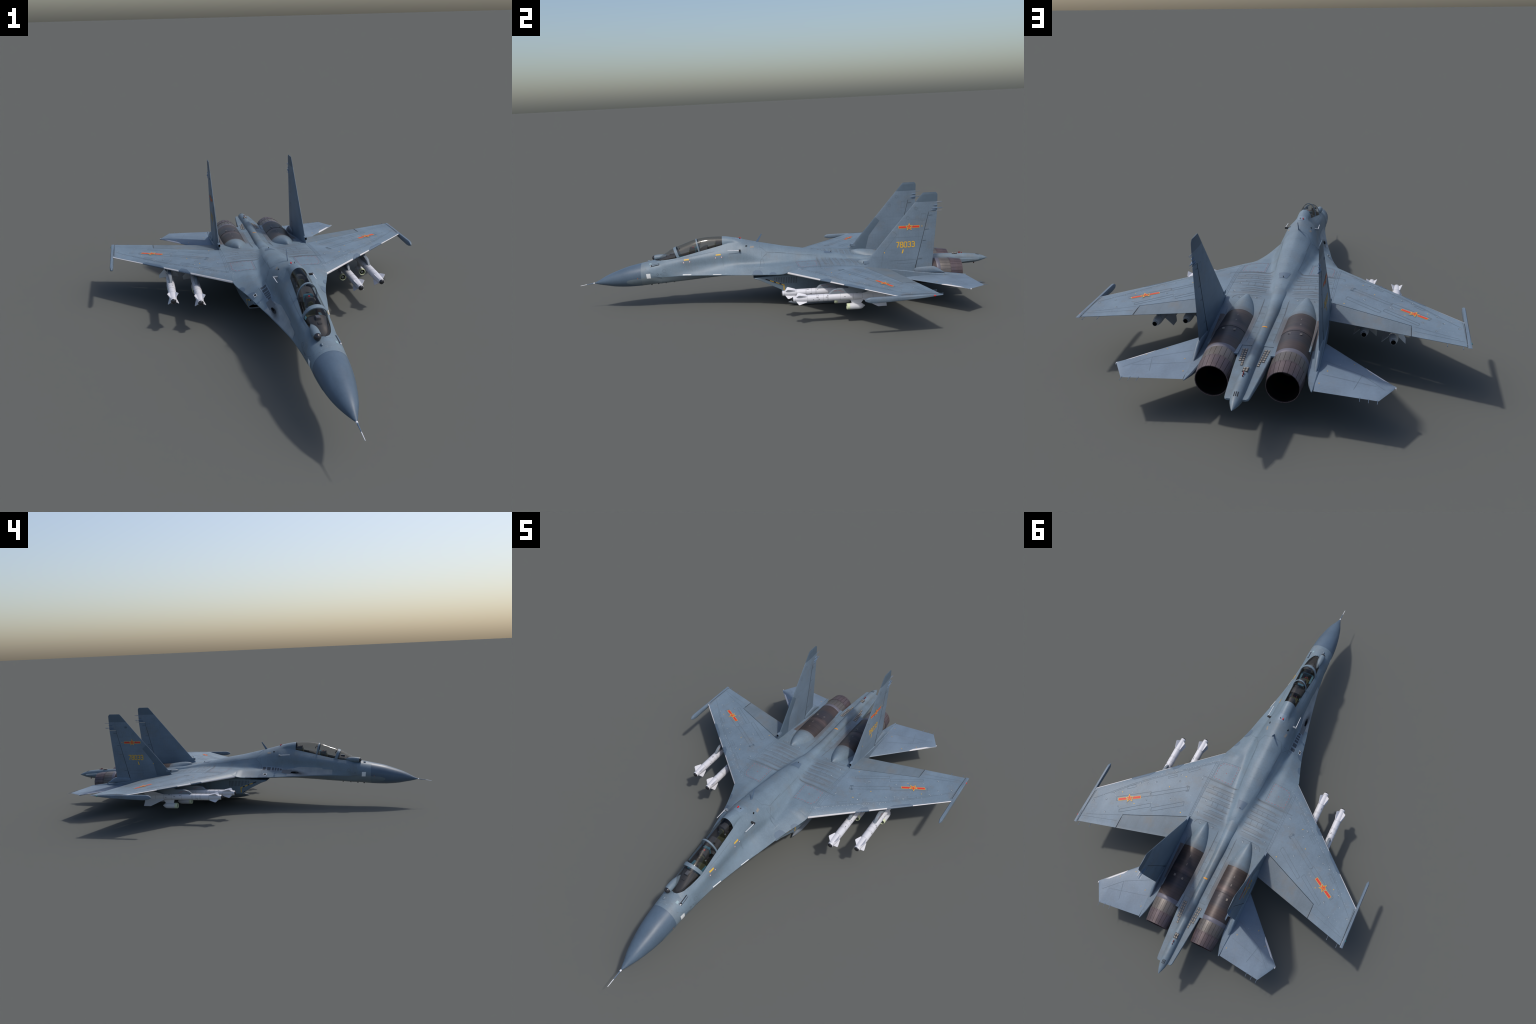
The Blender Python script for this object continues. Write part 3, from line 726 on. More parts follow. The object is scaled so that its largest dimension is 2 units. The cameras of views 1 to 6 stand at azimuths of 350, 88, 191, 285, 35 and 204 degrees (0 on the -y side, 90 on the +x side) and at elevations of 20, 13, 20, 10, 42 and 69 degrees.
# ------------------------------------------------------------------ engine nacelles
def squircle(cx, cz, hw, hh, n, m=40):
    out = []
    for k in range(m):
        a = k * math.tau / m + .5 * math.tau / m; c, q = math.cos(a), math.sin(a)
        out.append((cx + hw * math.copysign(abs(c) ** (2 / n), c), cz + hh * math.copysign(abs(q) ** (2 / n), q)))
    return out
def front_y(z): return -.030 + .0015 * min(1, (.1 - z) / .026) if z <= .1 else lerp(-.030, -.160, (z - .1) / .049)
NST = [(-.03, .0915, .0400, .1115, .0375, 14), (.10, .1000, .0470, .120, .050, 9), (.22, .1040, .0525, .1250, .0520, 5), (.30, .1060, .0565, .1230, .0510, 3.6),
       (.36, .1075, .0590, .1220, .0485, 3.0), (.42, .108, .0600, .1220, .0475, 2.8), (.466, .1080, .0604, .1240, .0490, 2.6)]
NST = np.array(NST)
nst = lambda y: [float(pchip(NST[:, 0], NST[:, i], y)) for i in (1, 3, 2, 4, 5)]
for s in (1, -1):
    G = Geo(); rings = []
    fr = squircle(*nst(-.03))
    b10 = nst(.10)
    for t in np.linspace(0, 1, 14):
        r = squircle(*[lerp(a, b, t) for a, b in zip(nst(-.03), b10)])
        rings.append([(s * x, lerp(front_y(f[1]), .10, t), z) for (x, z), f in zip(r, fr)])
    for yy in np.linspace(.10, .466, 40)[1:]:
        rings.append([(s * x, yy, z) for x, z in squircle(*nst(yy))])
    G.loft(rings, True, False, True); nac = G.obj("engine_nacelle", M_body, jet, 45); surface(G.v, G.f); NACB = BVHS[-1]
    # pointed shroud where the engine casing rises out of the deck
    D, rings = Geo(), []
    for yy, hw, zt in ((.336, .0040, .1960), (.339, .0105, .1990), (.346, .0195, .2028), (.358, .0285, .2058), (.376, .0375, .2072), (.398, .0455, .2063), (.42, .0520, .2038), (.444, .0572, .2003), (.4655, .0612, .1974)):
        rings.append([(s * (.108 + hw * math.cos(a)), yy, .136 + (zt - .136) * math.sin(a)) for a in np.linspace(.15, math.pi - .15, 27)])
    D.loft(rings, True, True, True); D.obj("engine_shroud", M_body, nac, 60); surface(D.v, D.f)
    # lip and duct
    G = Geo(); lip = [(s * x, front_y(z), z) for x, z in fr]
    cx, cz = .0915, .1115
    inn = [(s * lerp(cx, x, .93), front_y(z) + .002, lerp(cz, z, .90)) for x, z in fr]
    deep = [(s * lerp(cx, x, .93), front_y(z) + .02, lerp(cz, z, .90)) for x, z in fr]
    G.loft([lip, inn, deep], True, False, False); G.obj("intake_lip", M_lower, nac, 40)
    G = Geo(); d2 = [(s * lerp(cx, x, .85), .06, lerp(cz, z, .8)) for x, z in fr]
    G.loft([[(p[0] * 1, p[1] - .016, p[2]) for p in deep], d2], True, False, True); G.obj("intake_duct", M_black, nac, 40)
    # yellow and black edge stripe on the outer wall
    def wall(y, z, off=.0009):
        h, d = Vector((s * .4, y, z)), Vector((-s, 0, 0)); loc = NACB.ray_cast(h, d)[0]
        return (loc.x + s * off, y, z) if loc else (s * .14, y, z)
    def stripe(name, mat, pts, w):
        G = Geo()
        for (y0, z0), (y1, z1), (ny, nz) in pts:
            k = 6; a = [wall(lerp(y0, y1, t / k), lerp(z0, z1, t / k)) for t in range(k + 1)]
            b = [wall(lerp(y0, y1, t / k) + ny * w, lerp(z0, z1, t / k) + nz * w) for t in range(k + 1)]
            G.loft([a, b], closed=False)
        return G.obj(name, mat, nac, 60)
    sl = lambda y: .1 + (y + .03) / (-.130) * .049
    seg = lambda y0, y1: ((y0, sl(y0) + .0115), (y1, sl(y1) + .0115), (.0005, .0045))
    stripe("hazard_stripe", M_yel, [seg(-.084, -.066), seg(-.056, -.040), seg(-.030, -.0205), ((-.0215, .112), (-.0215, .083), (.0052, 0))], 1)
    stripe("hazard_stripe_dark", M_soot, [seg(-.104, -.084), seg(-.066, -.056), seg(-.040, -.030)], 1)
    G = Geo()
    for k in range(14):
        y0 = -.062 + k * .0078; z1 = .148; z0 = max(.118, sl(y0) + .022) if y0 < -.02 else .118
        a = [wall(y0, lerp(z0, z1, t / 4), .0006) for t in range(5)]; b = [wall(y0 + .0032, lerp(z0, z1, t / 4), .0006) for t in range(5)]
        G.loft([a, b], closed=False)
    G.obj("intake_louvre", plain("intake_louvre_grey", srgb(78, 84, 91), .7), nac, 60, stuff=True)

    # heat-stained rear casing
    prof = [(.463, .0602, 0.0010), (.465, .0610, 0), (.55, .0612, -.0005), (.64, .0606, -.002), (.690, .0598, -.0033), (.704, .0592, -.0035)]
    G = Geo(); G.loft(revolve(prof, s * .1080, .1360, 56)); case = G.obj("engine_casing", M_burnt, nac, 40); surface(G.v, G.f)
    G = Geo()
    for yy in (.587,): G.loft(revolve([(yy, .0612), (yy + .0004, .0616), (yy + .0016, .0616), (yy + .0020, .0608)], s * .108, .1360 - .012 * max(0, yy - .52), 56), cap0=False, cap1=False)
    G.obj("casing_band", M_burnt, case, 60)
    G = Geo()
    for yy, a in ((.507, 92), (.545, 96), (.606, 72), (.608, 108)):
        a = math.radians(a); c = Vector((s * .108 + .0603 * math.cos(a), yy, .1350 + .0603 * math.sin(a))); G.box((c.x - .004, c.y - .005, c.z - .002), (c.x + .004, c.y + .005, c.z + .0014))
    G.obj("casing_cover", M_petal1, case, stuff=True)
    G = Geo(); G.loft(revolve([(.700, .0588), (.702, .0600), (.715, .0590), (.720, .0572)], s * .108, .1325, 56), cap0=False, cap1=False); G.obj("nozzle_ring", M_ring, nac, 50)
    # petals: two rows of separate overlapping plates
    def petals(name, mat, prof, cz0, cz1, count, gap, thick, phase):
        me = None
        for k in range(count):
            a0, a1 = (k + phase + gap) * math.tau / count, (k + phase + 1 - gap) * math.tau / count
            V, F = [], []; m = 4
            for pi, (y, r) in enumerate(prof):
                t = pi / (len(prof) - 1); cz = lerp(cz0, cz1, t); cx = s * lerp(.108, .1072, t)
                for rr in (r, r - thick):
                    for q in range(m + 1):
                        a = lerp(a0, a1, q / m); bow = 1 - .012 * math.sin(math.pi * q / m) * (rr == r) * 0
                        V.append((cx + rr * bow * math.cos(a), y, cz + rr * bow * math.sin(a)))
            w = 2 * (m + 1)
            for pi in range(len(prof) - 1):
                o = pi * w
                for q in range(m):
                    F.append((o + q, o + q + 1, o + w + q + 1, o + w + q)); F.append((o + m + 2 + q, o + m + 1 + q, o + w + m + 1 + q, o + w + m + 2 + q))
                F.append((o, o + w, o + w + m + 1, o + m + 1)); F.append((o + m, o + 2 * m + 1, o + w + 2 * m + 1, o + w + m))
            o = (len(prof) - 1) * w
            for q in range(m): F.append((q + 1, q, m + 1 + q, m + 2 + q)); F.append((o + q, o + q + 1, o + m + 2 + q, o + m + 1 + q))
            Geo().add(V, F).obj(name, mat, nac, 30)
    petals("inner_nozzle_petal", M_petal1, [(.716, .0575), (.728, .0582), (.75, .0573), (.770, .0562)], .1325, .1310, 22, .03, .002, 0)
    petals("nozzle_petal", M_petal2, [(.7675, .0572), (.772, .0574), (.80, .0548), (.825, .0515)], .1312, .1290, 22, .035, .0022, .5)
    G = Geo(); G.loft(revolve([(.712, .0540), (.770, .0530), (.80, .0510), (.8225, .0485), (.8225, .0475), (.79, .044), (.70, .034), (.66, .030)], s * .1074, .1305, 44), cap0=False, cap1=True); G.obj("nozzle_liner", M_black, nac, 60)

# ------------------------------------------------------------------ tail sting between the engines
G = Geo(); rings = []
for y, w, zt, zb in ((.22, .033, .2185, .15), (.26, .0350, .2140, .15), (.29, .0340, .2098, .15), (.32, .0315, .2052, .150), (.36, .0272, .1995, .150), (.40, .0245, .1970, .150), (.46, .0220, .191, .140), (.55, .0215, .188, .134), (.64, .0215, .1865, .130), (.70, .0205, .1865, .128), (.76, .0195, .1855, .128), (.81, .0195, .184, .128),
                     (.86, .0195, .1815, .129), (.90, .0195, .1785, .130), (.925, .0190, .1760, .1315), (.945, .0178, .1725, .1345), (.962, .0148, .1680, .1385), (.98, .0090, .1610, .1440), (.992, .0042, .1550, .1485), (.9985, .0008, .1515, .1505)):
    zc, h = (zt + zb) / 2, (zt - zb) / 2
    rings.append([(w * math.cos(a), y, zc + h * math.sin(a)) for a in np.linspace(0, math.tau, 36, endpoint=False)])
rings = [[(p[0], p[1], p[2]) for p in r] for r in rings]
G.loft(rings); sting = G.obj("tail_sting", M_body, jet, 50); surface(G.v, G.f)
for s in (1, -1):
    G = Geo(); rings = []
    for y, xo, zt, zb in ((.64, .056, .1690, .142), (.664, .0560, .1685, .140), (.720, .0540, .1672, .140), (.726, .0525, .1670, .140), (.80, .0475, .1645, .142), (.87, .0415, .1615, .145), (.93, .0362, .1585, .1475), (.943, .0345, .1575, .149), (.949, .0300, .1565, .151)):
        rings.append([(s * a, y, z) for a, z in ((.010, zt), (xo - .002, zt), (xo, zt - .002), (xo, zb + .002), (xo - .002, zb), (.010, zb))])
    G.loft(rings); pl = G.obj("sting_plate", M_body, sting, 30); surface(G.v, G.f)
    G = Geo(); G.box((min(s*.051, s*.0655), .662, .1655), (max(s*.051, s*.0655), .7215, .1705)); G.obj("sting_tab", M_wing, sting)
G = Geo(); G.box((-.001, .852, .180), (.001, .862, .1885)); G.box((-.001, .866, .180), (.001, .871, .186)); G.obj("sting_aerial", plain("dull_red", srgb(120, 48, 46), .6), sting)
G = Geo(); G.rod((0, .93, .134), (0, .932, .127), .003); G.obj("sting_lamp", plain("dark_red", srgb(90, 30, 30), .5), sting)
# decoy dispenser caps
cap = None
def cap_at(x, y, z):
    global cap
    if cap is None:
        Gc = Geo(); Gc.box((-.0028, -.0042, -.0004), (.0028, .0042, .0008)); cap = Gc.obj("dispenser_cap", M_chaff, sting)
        hole = Geo()
        cap.location = (x, y, z); return
    ob = cap.copy(); ob.location = (x, y, z); COL.objects.link(ob)
frame = Geo()
for s in (1, -1):
    for r, (n, x0) in enumerate(((8, .0305), (6, .0395))):
        for k in range(n):
            y = .690 + k * .0125 + .0 * r; z = .1688 - (y - .664) * .0285
            cap_at(s * (x0 - (y - .69) * .06), y, z + .0006); frame.box((s * (x0 - (y - .69) * .06) - .0037, y - .0052, z - .002), (s * (x0 - (y - .69) * .06) + .0037, y + .0052, z + .0009))
for x in (-.0042, .0042):
    for y in (.826, .838): cap_at(x, y, .1835); frame.box((x - .0042, y - .006, .1790), (x + .0042, y + .006, .1833))
frame.obj("dispenser_frame", M_soot, sting, stuff=True)

# ------------------------------------------------------------------ stores
def missile(s, x, y0):
    X, Z, R = s * x, .1210, .0158
    body = [(y0 + .0025, .0106), (y0 + .0035, .0112), (y0 + .03, .0138), (y0 + .060, .0156), (y0 + .064, R), (y0 + .44, R), (y0 + .452, .0152), (y0 + .461, .0135), (y0 + .467, .0110), (y0 + .467, .0098), (y0 + .476, .0092)]
    G = Geo(); G.loft(revolve(body, X, Z, 32)); m = G.obj("missile", M_white, jet, 40)
    G = Geo(); G.loft(revolve([(y0 + .0035, .0106)] + [(y0 + .0030 - .0070 * math.sin(a), .0105 * math.cos(a)) for a in np.linspace(0, 1.5, 8)], X, Z, 24)); G.obj("missile_seeker", M_seeker, m, 60)
    G = Geo(); G.loft(revolve([(y0 + .4755, .0084), (y0 + .4765, .0084), (y0 + .4768, .0075), (y0 + .4772, .0001)], X, Z, 20)); G.obj("missile_exhaust", M_black, m, 60)
    G = Geo()
    for yy in (.0105, .064, .104, .109, .132, .149, .153, .205, .26, .30, .345, .40, .44):
        r = float(np.interp(y0 + yy, [b[0] for b in body], [b[1] for b in body])) + .00015
        G.loft(revolve([(y0 + yy, r - .001), (y0 + yy, r), (y0 + yy + .0007, r), (y0 + yy + .0007, r - .001)], X, Z, 32), cap0=False, cap1=False)
    for k in range(26):
        a, yy = rng.uniform(0, math.tau), rng.uniform(.07, .42); r = R + .0001
        p = [(X + r * math.cos(a + da), y0 + yy + dy, Z + r * math.sin(a + da)) for da, dy in ((-.1, 0), (.1, 0), (.1, .0012 + .004 * (k % 3)), (-.1, .0012 + .004 * (k % 3)))]
        G.add(p, [(0, 1, 2, 3)])
    G.obj("missile_joint", M_mline, m, 60, stuff=True)
    for a in (45, 135, 225, 315):
        a = math.radians(a); d = Vector((math.cos(a), 0, math.sin(a))); t = Vector((-math.sin(a), 0, math.cos(a)))
        def fin(pl, th, name):
            G = Geo(); c = Vector((X, y0, Z))
            G.loft([[c + d * r + Vector((0, y, 0)) + t * (sg * th * (1 if r < .02 else .45)) for y, r in pl] for sg in (1, -1)])
            G.obj(name, M_white, m, 30)
        fin([(.013, .009), (.0255, .0292), (.0305, .0298), (.061, .0190), (.061, .011)], .0011, "missile_nose_fin")
        fin([(.290, .012), (.362, .0572), (.399, .0572), (.401, .012)], .0010, "missile_wing")
    # turbojet pod slung below
    pz, py = .0750, y0 + .2335
    G = Geo(); G.loft(revolve([(py + .013, .0140), (py + .05, .0143), (py + .062, .0132), (py + .070, .0095), (py + .074, .0045), (py + .078, .0030), (py + .079, .0005)], X, pz, 26)); pod = G.obj("missile_engine", M_white, m, 45)
    G = Geo(); G.loft(revolve([(py + .013, .0141), (py + .001, .0136), (py, .0126), (py + .001, .0114), (py + .012, .0110)], X, pz, 26), cap0=False, cap1=False); G.obj("engine_intake_ring", M_green, pod, 45)
    G = Geo(); G.loft(revolve([(py + .004, .0113), (py + .012, .0112), (py + .0125, .0002)], X, pz, 26), cap0=False); G.obj("engine_intake", M_black, pod, 45)
    G = Geo(); G.loft(revolve([(py + .002, .0006), (py + .004, .0040), (py + .008, .0062), (py + .012, .0068)], X, pz, 18)); G.obj("engine_spinner", M_grey, pod, 60)
    G = Geo(); G.prism([(py + .022, .0875), (py + .016, .106), (py + .075, .106), (py + .062, .0875)], 0, X - .0025, X + .0025); G.obj("engine_strut", M_white, pod)
    # pylon
    G = Geo(); yb = y0
    poly = [(.152, .1345), (.158, .1405), (.164, .1465), (.172, .1520), (.182, .1555), (.195, .1575), (.240, .1590), (.250, .1720), (.380, .1720), (.415, .160), (.440, .1345)]
    rings = []
    for hw in (-1, -.55, .55, 1):
        k = .0065 * hw; sh = .006 if abs(hw) == 1 else 0
        rings.append([(X + k, yb + (yy + (sh if yy < .2 else 0)), z) for yy, z in poly])
    G.loft(rings); G.obj("missile_pylon", M_pylon, m, 30)
    G = Geo()
    for yy, z in ((.176, .1490), (.196, .1500), (.206, .1425)):
        for q in (1, -1): G.box((min(X + q*.0064, X + q*.0068), yb + yy, z), (max(X + q*.0064, X + q*.0068), yb + yy + .016, z + .0010))
    G.obj("pylon_mark", plain("pylon_mark_red", srgb(150, 70, 72), .7), m, stuff=True)
for s in (1, -1):
    missile(s, .415, .0); missile(s, .315, -.040)
# guidance pod under the port intake
G = Geo(); G.loft(revolve([(-.001, .0004), (.012, .0052), (.03, .0098), (.055, .0138), (.085, .0158), (.12, .016), (.36, .016), (.385, .0135), (.40, .008), (.405, .001)], .109, .0162, 28))
pod = G.obj("guidance_pod", M_lower, jet, 50)
G = Geo(); G.prism([(.10, .028), (.08, .085), (.33, .085), (.35, .028)], 0, .104, .114); G.obj("pod_pylon", M_pylon, pod)

# ------------------------------------------------------------------ markings laid on the skin
def drop(p, d, off):
    """nearest skin hit from p along d, lifted off by a hair"""
    best, nb = None, None
    for t in BVHS:
        loc, nrm, i, dist = t.ray_cast(Vector(p), Vector(d))
        if loc is not None and (best is None or dist < best[0]): best = (dist, loc, nrm)
    if best is None: return None
    n = best[2] if best[2].dot(Vector(d)) < 0 else -best[2]
    return best[1] + n * off
DOWN = (0, 0, -1)
def place(kind, a, b, off):
    if kind == "top": return drop((a, b, 1.0), DOWN, off)
    if kind == "bot": return drop((a, b, -1.0), (0, 0, 1), off)
    s = 1 if kind == "left" else -1
    return drop((s * 1.0, a, b), (-s, 0, 0), off)
def place_fin(s, a, b, off):   # outer face of one fin only
    le, te, t = fin_le(b), fin_te(b), fin_t(b)
    h = t * min(1, ffoil(max(0, (a - le) / (te - le)))) + .0003
    return Vector((s * (XF + h + off), a, b))
def ribbon(G, kind, pts, w, off=.0005, step=.012, dash=None):
    pos = 0
    for (a0, b0), (a1, b1) in zip(pts, pts[1:]):
        L = math.hypot(a1 - a0, b1 - b0); n = max(1, int(L / step)); nx, ny = -(b1 - b0) / L * w / 2, (a1 - a0) / L * w / 2
        for k in range(n):
            pos += 1
            if dash and pos % 2: continue
            q = []
            for t, sg in ((k / n, 1), ((k + 1) / n, 1), ((k + 1) / n, -1), (k / n, -1)):
                a, b = lerp(a0, a1, t) + nx * sg, lerp(b0, b1, t) + ny * sg
                q.append(kind(a, b, off) if callable(kind) else place(kind, a, b, off))
            if all(q) and max((q[i] - q[i - 1]).length for i in range(4)) < 4 * max(step, w): G.add(q, [(0, 1, 2, 3)])
def fill(G, kind, quad, off=.0006, n=6):
    """patch from four corners (a, b), draped over the skin"""
    A, B, C, D = [np.array(p, float) for p in quad]; V = []
    for i in range(n + 1):
        for j in range(n + 1):
            u, v = i / n, j / n; p = (1-u)*(1-v)*A + u*(1-v)*B + u*v*C + (1-u)*v*D
            q = kind(p[0], p[1], off) if callable(kind) else place(kind, p[0], p[1], off); V.append(q)
    if any(q is None for q in V): return
    G.add(V, [(i*(n+1)+j, (i+1)*(n+1)+j, (i+1)*(n+1)+j+1, i*(n+1)+j+1) for i in range(n) for j in range(n)])
def disc(G, kind, a, b, r, off=.0006, r_in=0, n=12):
    P = lambda rr: [(kind(a + rr*math.cos(t*math.tau/n), b + rr*math.sin(t*math.tau/n), off) if callable(kind) else place(kind, a + rr*math.cos(t*math.tau/n), b + rr*math.sin(t*math.tau/n), off)) for t in range(n)]
    o = P(r)
    if any(q is None for q in o): return
    if r_in:
        i = P(r_in); G.add(o + i, [(k, (k+1) % n, n + (k+1) % n, n + k) for k in range(n)])
    else: G.add(o, [tuple(range(n))])
def polyfill(G, kind, pts, off, c=None):
    """fan-filled star-shaped outline"""
    c = c or (sum(p[0] for p in pts) / len(pts), sum(p[1] for p in pts) / len(pts))
    V = [kind(a, b, off) if callable(kind) else place(kind, a, b, off) for a, b in [c] + pts]
    if any(q is None for q in V): return
    n = len(pts); G.add(V, [(0, 1 + k, 1 + (k + 1) % n) for k in range(n)])
def star_pts(c, u, v, R):
    r = R * .42; out = []
    for k in range(10):
        a = k * math.pi / 5; q = R if k % 2 == 0 else r
        out.append((c[0] + u[0] * q * math.sin(a) + v[0] * q * math.cos(a), c[1] + u[1] * q * math.sin(a) + v[1] * q * math.cos(a)))
    return out
def emblem(kind, c, u, v, half, R, hb, parent):
    """red star on a barred red strip, both with yellow borders; u runs along the bar, v is up"""
    at = lambda a, b: (c[0] + u[0]*a + v[0]*b, c[1] + u[1]*a + v[1]*b)
    Y, Rd, Y2 = Geo(), Geo(), Geo(); e = R * .09
    for s in (1, -1):
        i0, i1 = s * R * .62, s * half
        fill(Y, kind, [at(i0 - s*0, -hb - e), at(i1 + s*e, -hb - e), at(i1 + s*e, hb + e), at(i0, hb + e)], .0006, 3)
        fill(Rd, kind, [at(i0 + s*e*1.2, -hb), at(i1, -hb), at(i1, hb), at(i0 + s*e*1.2, hb)], .0009, 3)
    gap = Geo(); polyfill(gap, kind, star_pts(c, u, v, R * 1.28), .0010, c)
    polyfill(Y, kind, star_pts(c, u, v, R * 1.08), .0014, c); polyfill(Rd, kind, star_pts(c, u, v, R * .74), .0018, c)
    for seg in ([(-.15, .18), (-.28, -.12)], [(.12, .18), (.28, -.12)], [(-.20, -.22), (.20, -.22)]):   # two tiny characters in the star
        P = [at(a * R, b * R) for a, b in seg]; ribbon(Y2, kind, P, R * .07, .0022, step=.01)
    return gap, Y, Rd, Y2
yellow_marks, red_marks = Geo(), Geo()
for s in (1, -1):
    c = (s * .479, .385); o, i = np.array((s * .5235, .4125)), np.array((s * .4350, .3600)); d = (o - i); half = np.linalg.norm(d) / 2 ; u = d / np.linalg.norm(d)
    v = np.array((-u[1], u[0])); v = v if v[1] < 0 else -v
    wk = lambda a, b, off: place("top", a, b, off)
    gp, Y, Rd, Y2 = emblem("top", c, u, v, half - .002, .0195, .0050, jet)
    gp.obj("emblem_ground", M_wing, jet); Y.obj("emblem_border", M_yel, jet); Rd.obj("emblem_star", M_red, jet); Y2.obj("emblem_character", M_yel, jet)
    fk = lambda a, b, off, s=s: place_fin(s, a, b, off)
    gp, Y, Rd, Y2 = emblem(fk, (.5605, .3655), (s * 1.0, 0), (0, 1.0), .0465, .0180, .0042, jet)
    gp.obj("emblem_ground", M_fin, jet); Y.obj("emblem_border", M_yel, jet); Rd.obj("emblem_star", M_red, jet); Y2.obj("emblem_character", M_yel, jet)
    # serial number 78033 in stencil-like strokes
    def digit(ch):
        W, H, c = 1.0, 1.75, .22
        R0 = lambda x0, x1, y0, y1: [(x0 + c, y0), (x1 - c, y0), (x1, y0 + c), (x1, y1 - c), (x1 - c, y1), (x0 + c, y1), (x0, y1 - c), (x0, y0 + c), (x0 + c, y0)]
        return {"7": [[(0, H), (W, H), (.38, 0)]], "8": [R0(0, W, 0, .95), R0(.04, W - .04, .95, H)], "0": [R0(0, W, 0, H)],
                "3": [[(0, H - .25), (c, H), (W - c, H), (W, H - c), (W, 1.05), (W - .2, .92), (.3, .92)], [(W - .2, .92), (W, .78), (W, c), (W - c, 0), (c, 0), (0, .25)]]}[ch]
    G = Geo(); sc = .0140; pitch = .0178; y0 = .5015 if s > 0 else .5865
    for k, ch in enumerate("78033"):
        for line in digit(ch):
            pts = [((y0 + s * (k * pitch + x * sc * .86)), .2705 + .0015 + z * sc) for x, z in line]
            if s < 0: pts = [(a, b) for a, b in pts]
            ribbon(G, fk, pts, .0042, .0007, step=.02)
            for p in pts[1:-1]: disc(G, fk, p[0], p[1], .0021, .0008, n=8)
    G.obj("serial_number", M_num, jet, 60)
    # small fin marks
    fillc = [(.530, .262), (.536, .262), (.531, .244), (.525, .244)]
    fill(yellow_marks, fk, [(a, b) for a, b in fillc], .0007, 2)
    for a, b in ((.446, .251), (.620, .366)): disc(yellow_marks, fk, a, b, .0024)
    L = Geo()
    ribbon(L, fk, [(.484, .349), (.505, .333), (.441, .253), (.430, .185)], .0010)
    ribbon(L, fk, [(.475, .211), (.592, .211)], .0010); ribbon(L, fk, [(.505, .205), (.505, .196), (.586, .196)], .0009)
    for z in (.318, .40): ribbon(L, fk, [(fin_le(z) + .03, z), (hinge(z) - .006, z)], .0004)
    ik = lambda a, b, off, s=s: Vector((s * (XF - (fin_t(b) * min(1, ffoil(max(0, (a - fin_le(b)) / (fin_te(b) - fin_le(b))))) + .0003 + off)), a, b))
    for kf in (fk, ik):
        ribbon(L, kf, [(.617, .424), (.636, .424), (.633, .392), (.614, .392), (.617, .424)], .0008)
        disc(L, kf, .555, .407, .0075, r_in=.0066); disc(L, kf, .592, .4485, .0075, r_in=.0066)
    L.obj("fin_seam", M_line, jet, stuff=True)
    K = Geo()      # hinge gaps and rudder joints
    for kf in (fk, ik):
        ribbon(K, kf, [(hinge(.168) + .001, .168), (hinge(.43) + .001, .43)], .0014, .0006, step=.02)
        ribbon(K, kf, [(hinge(.168) + .001, .168), (hinge(.21) + .001, .21)], .0032, .0007, step=.02)
        for z in (.414, .350, .2985, .2125): ribbon(K, kf, [(hinge(z) + .004, z), (hinge(z) + .022, z + .0005)], .0012, .0006)
    K.obj("rudder_gap", M_black_line, jet, stuff=True)
    # wing seams
    L, D, C, Yd = Geo(), Geo(), Geo(), yellow_marks
    X = lambda x, y: (s * x, y)
    for pts in ([(.256,.222),(.396,.317),(.404,.326),(.392,.334),(.262,.245),(.252,.238),(.256,.222)], [(.404,.317),(.536,.404),(.528,.420),(.398,.336),(.404,.317)], [(.246,.296),(.368,.384),(.362,.398),(.240,.314),(.246,.296)], [(.381,.366),(.497,.450),(.492,.462),(.374,.382),(.381,.366)]):
        ribbon(L, "top", [X(*p) for p in pts], .0012)
    ribbon(L, "top", [X(*p) for p in ((.192,.055),(.249,.1),(.349,.184),(.427,.249),(.5,.317),(.568,.39),(.63,.455))], .0009)
    ribbon(L, "top", [X(*p) for p in ((.190,.062),(.249,.107),(.349,.191),(.427,.257),(.5,.325),(.568,.398))], .0007)
    for pts in ([(.299,.155),(.258,.120),(.252,.128),(.293,.163),(.299,.155)], [(.369,.219),(.336,.193),(.331,.201),(.364,.227),(.369,.219)], [(.516,.340),(.485,.315),(.479,.325),(.510,.350),(.516,.34)]):
        ribbon(L, "top", [X(*p) for p in pts], .0009)
    ribbon(L, "top", [X(.47, .467), X(.62, .53)], .0007); ribbon(L, "top", [X(.48, .50), X(.635, .545)], .0007); ribbon(L, "top", [X(.636, .41), X(.641, .57)], .0022)
    ribbon(L, "top", [X(.20, .06), X(.197, .345)], .0009); ribbon(L, "top", [X(.186, .06), X(.186, .345)], .0009); ribbon(L, "top", [X(.193, .06), X(.192, .345)], .0013, dash=True, step=.006)
    L.obj("wing_seam", M_line, jet, stuff=True)
    K = Geo(); ribbon(K, "top", [X(x, .348 + (x - .197) * .427 + .0008) for x in (.197, .25, .3, .36, .42, .4705)], .0022, .0007)
    ribbon(K, "top", [X(.4698, .466), X(.4698, .530)], .0024, .0007); ribbon(K, "top", [X(.6412, .405), X(.6412, .574)], .0022, .0005)
    K.obj("flap_gap", M_black_line, jet, stuff=True)
    for a, b in ((.623,.462),(.574,.432),(.549,.487),(.555,.388),(.438,.288),(.406,.265),(.317,.187),(.308,.218),(.407,.361),(.307,.311),(.506,.439),(.157,.252),(.166,.312),(.137,.353),(.075,.348),(.222,.165),(.47,.30)):
        disc(D, "top", s * a, b, .0042, r_in=.0032)
        for k in range(3):
            t = rng.uniform(0, math.tau); disc(C, "top", s * a + .0034 * math.cos(t), b + .0034 * math.sin(t), rng.uniform(.0006, .0015), .0008, n=6)
    for a, b in ((.293,.187),(.523,.372),(.238,.348),(.339,.262),(.448,.399)): disc(yellow_marks, "top", s * a, b, .0022)
    for k in range(46):
        x = rng.uniform(.19, .60); y = wing_le(x) + rng.choice((rng.uniform(.018, .05), rng.uniform(.03, .2)))
        if y < wing_te(x) - .08 : disc(C, "top", s * x, y, rng.uniform(.0004, .0011), .0008, n=6)
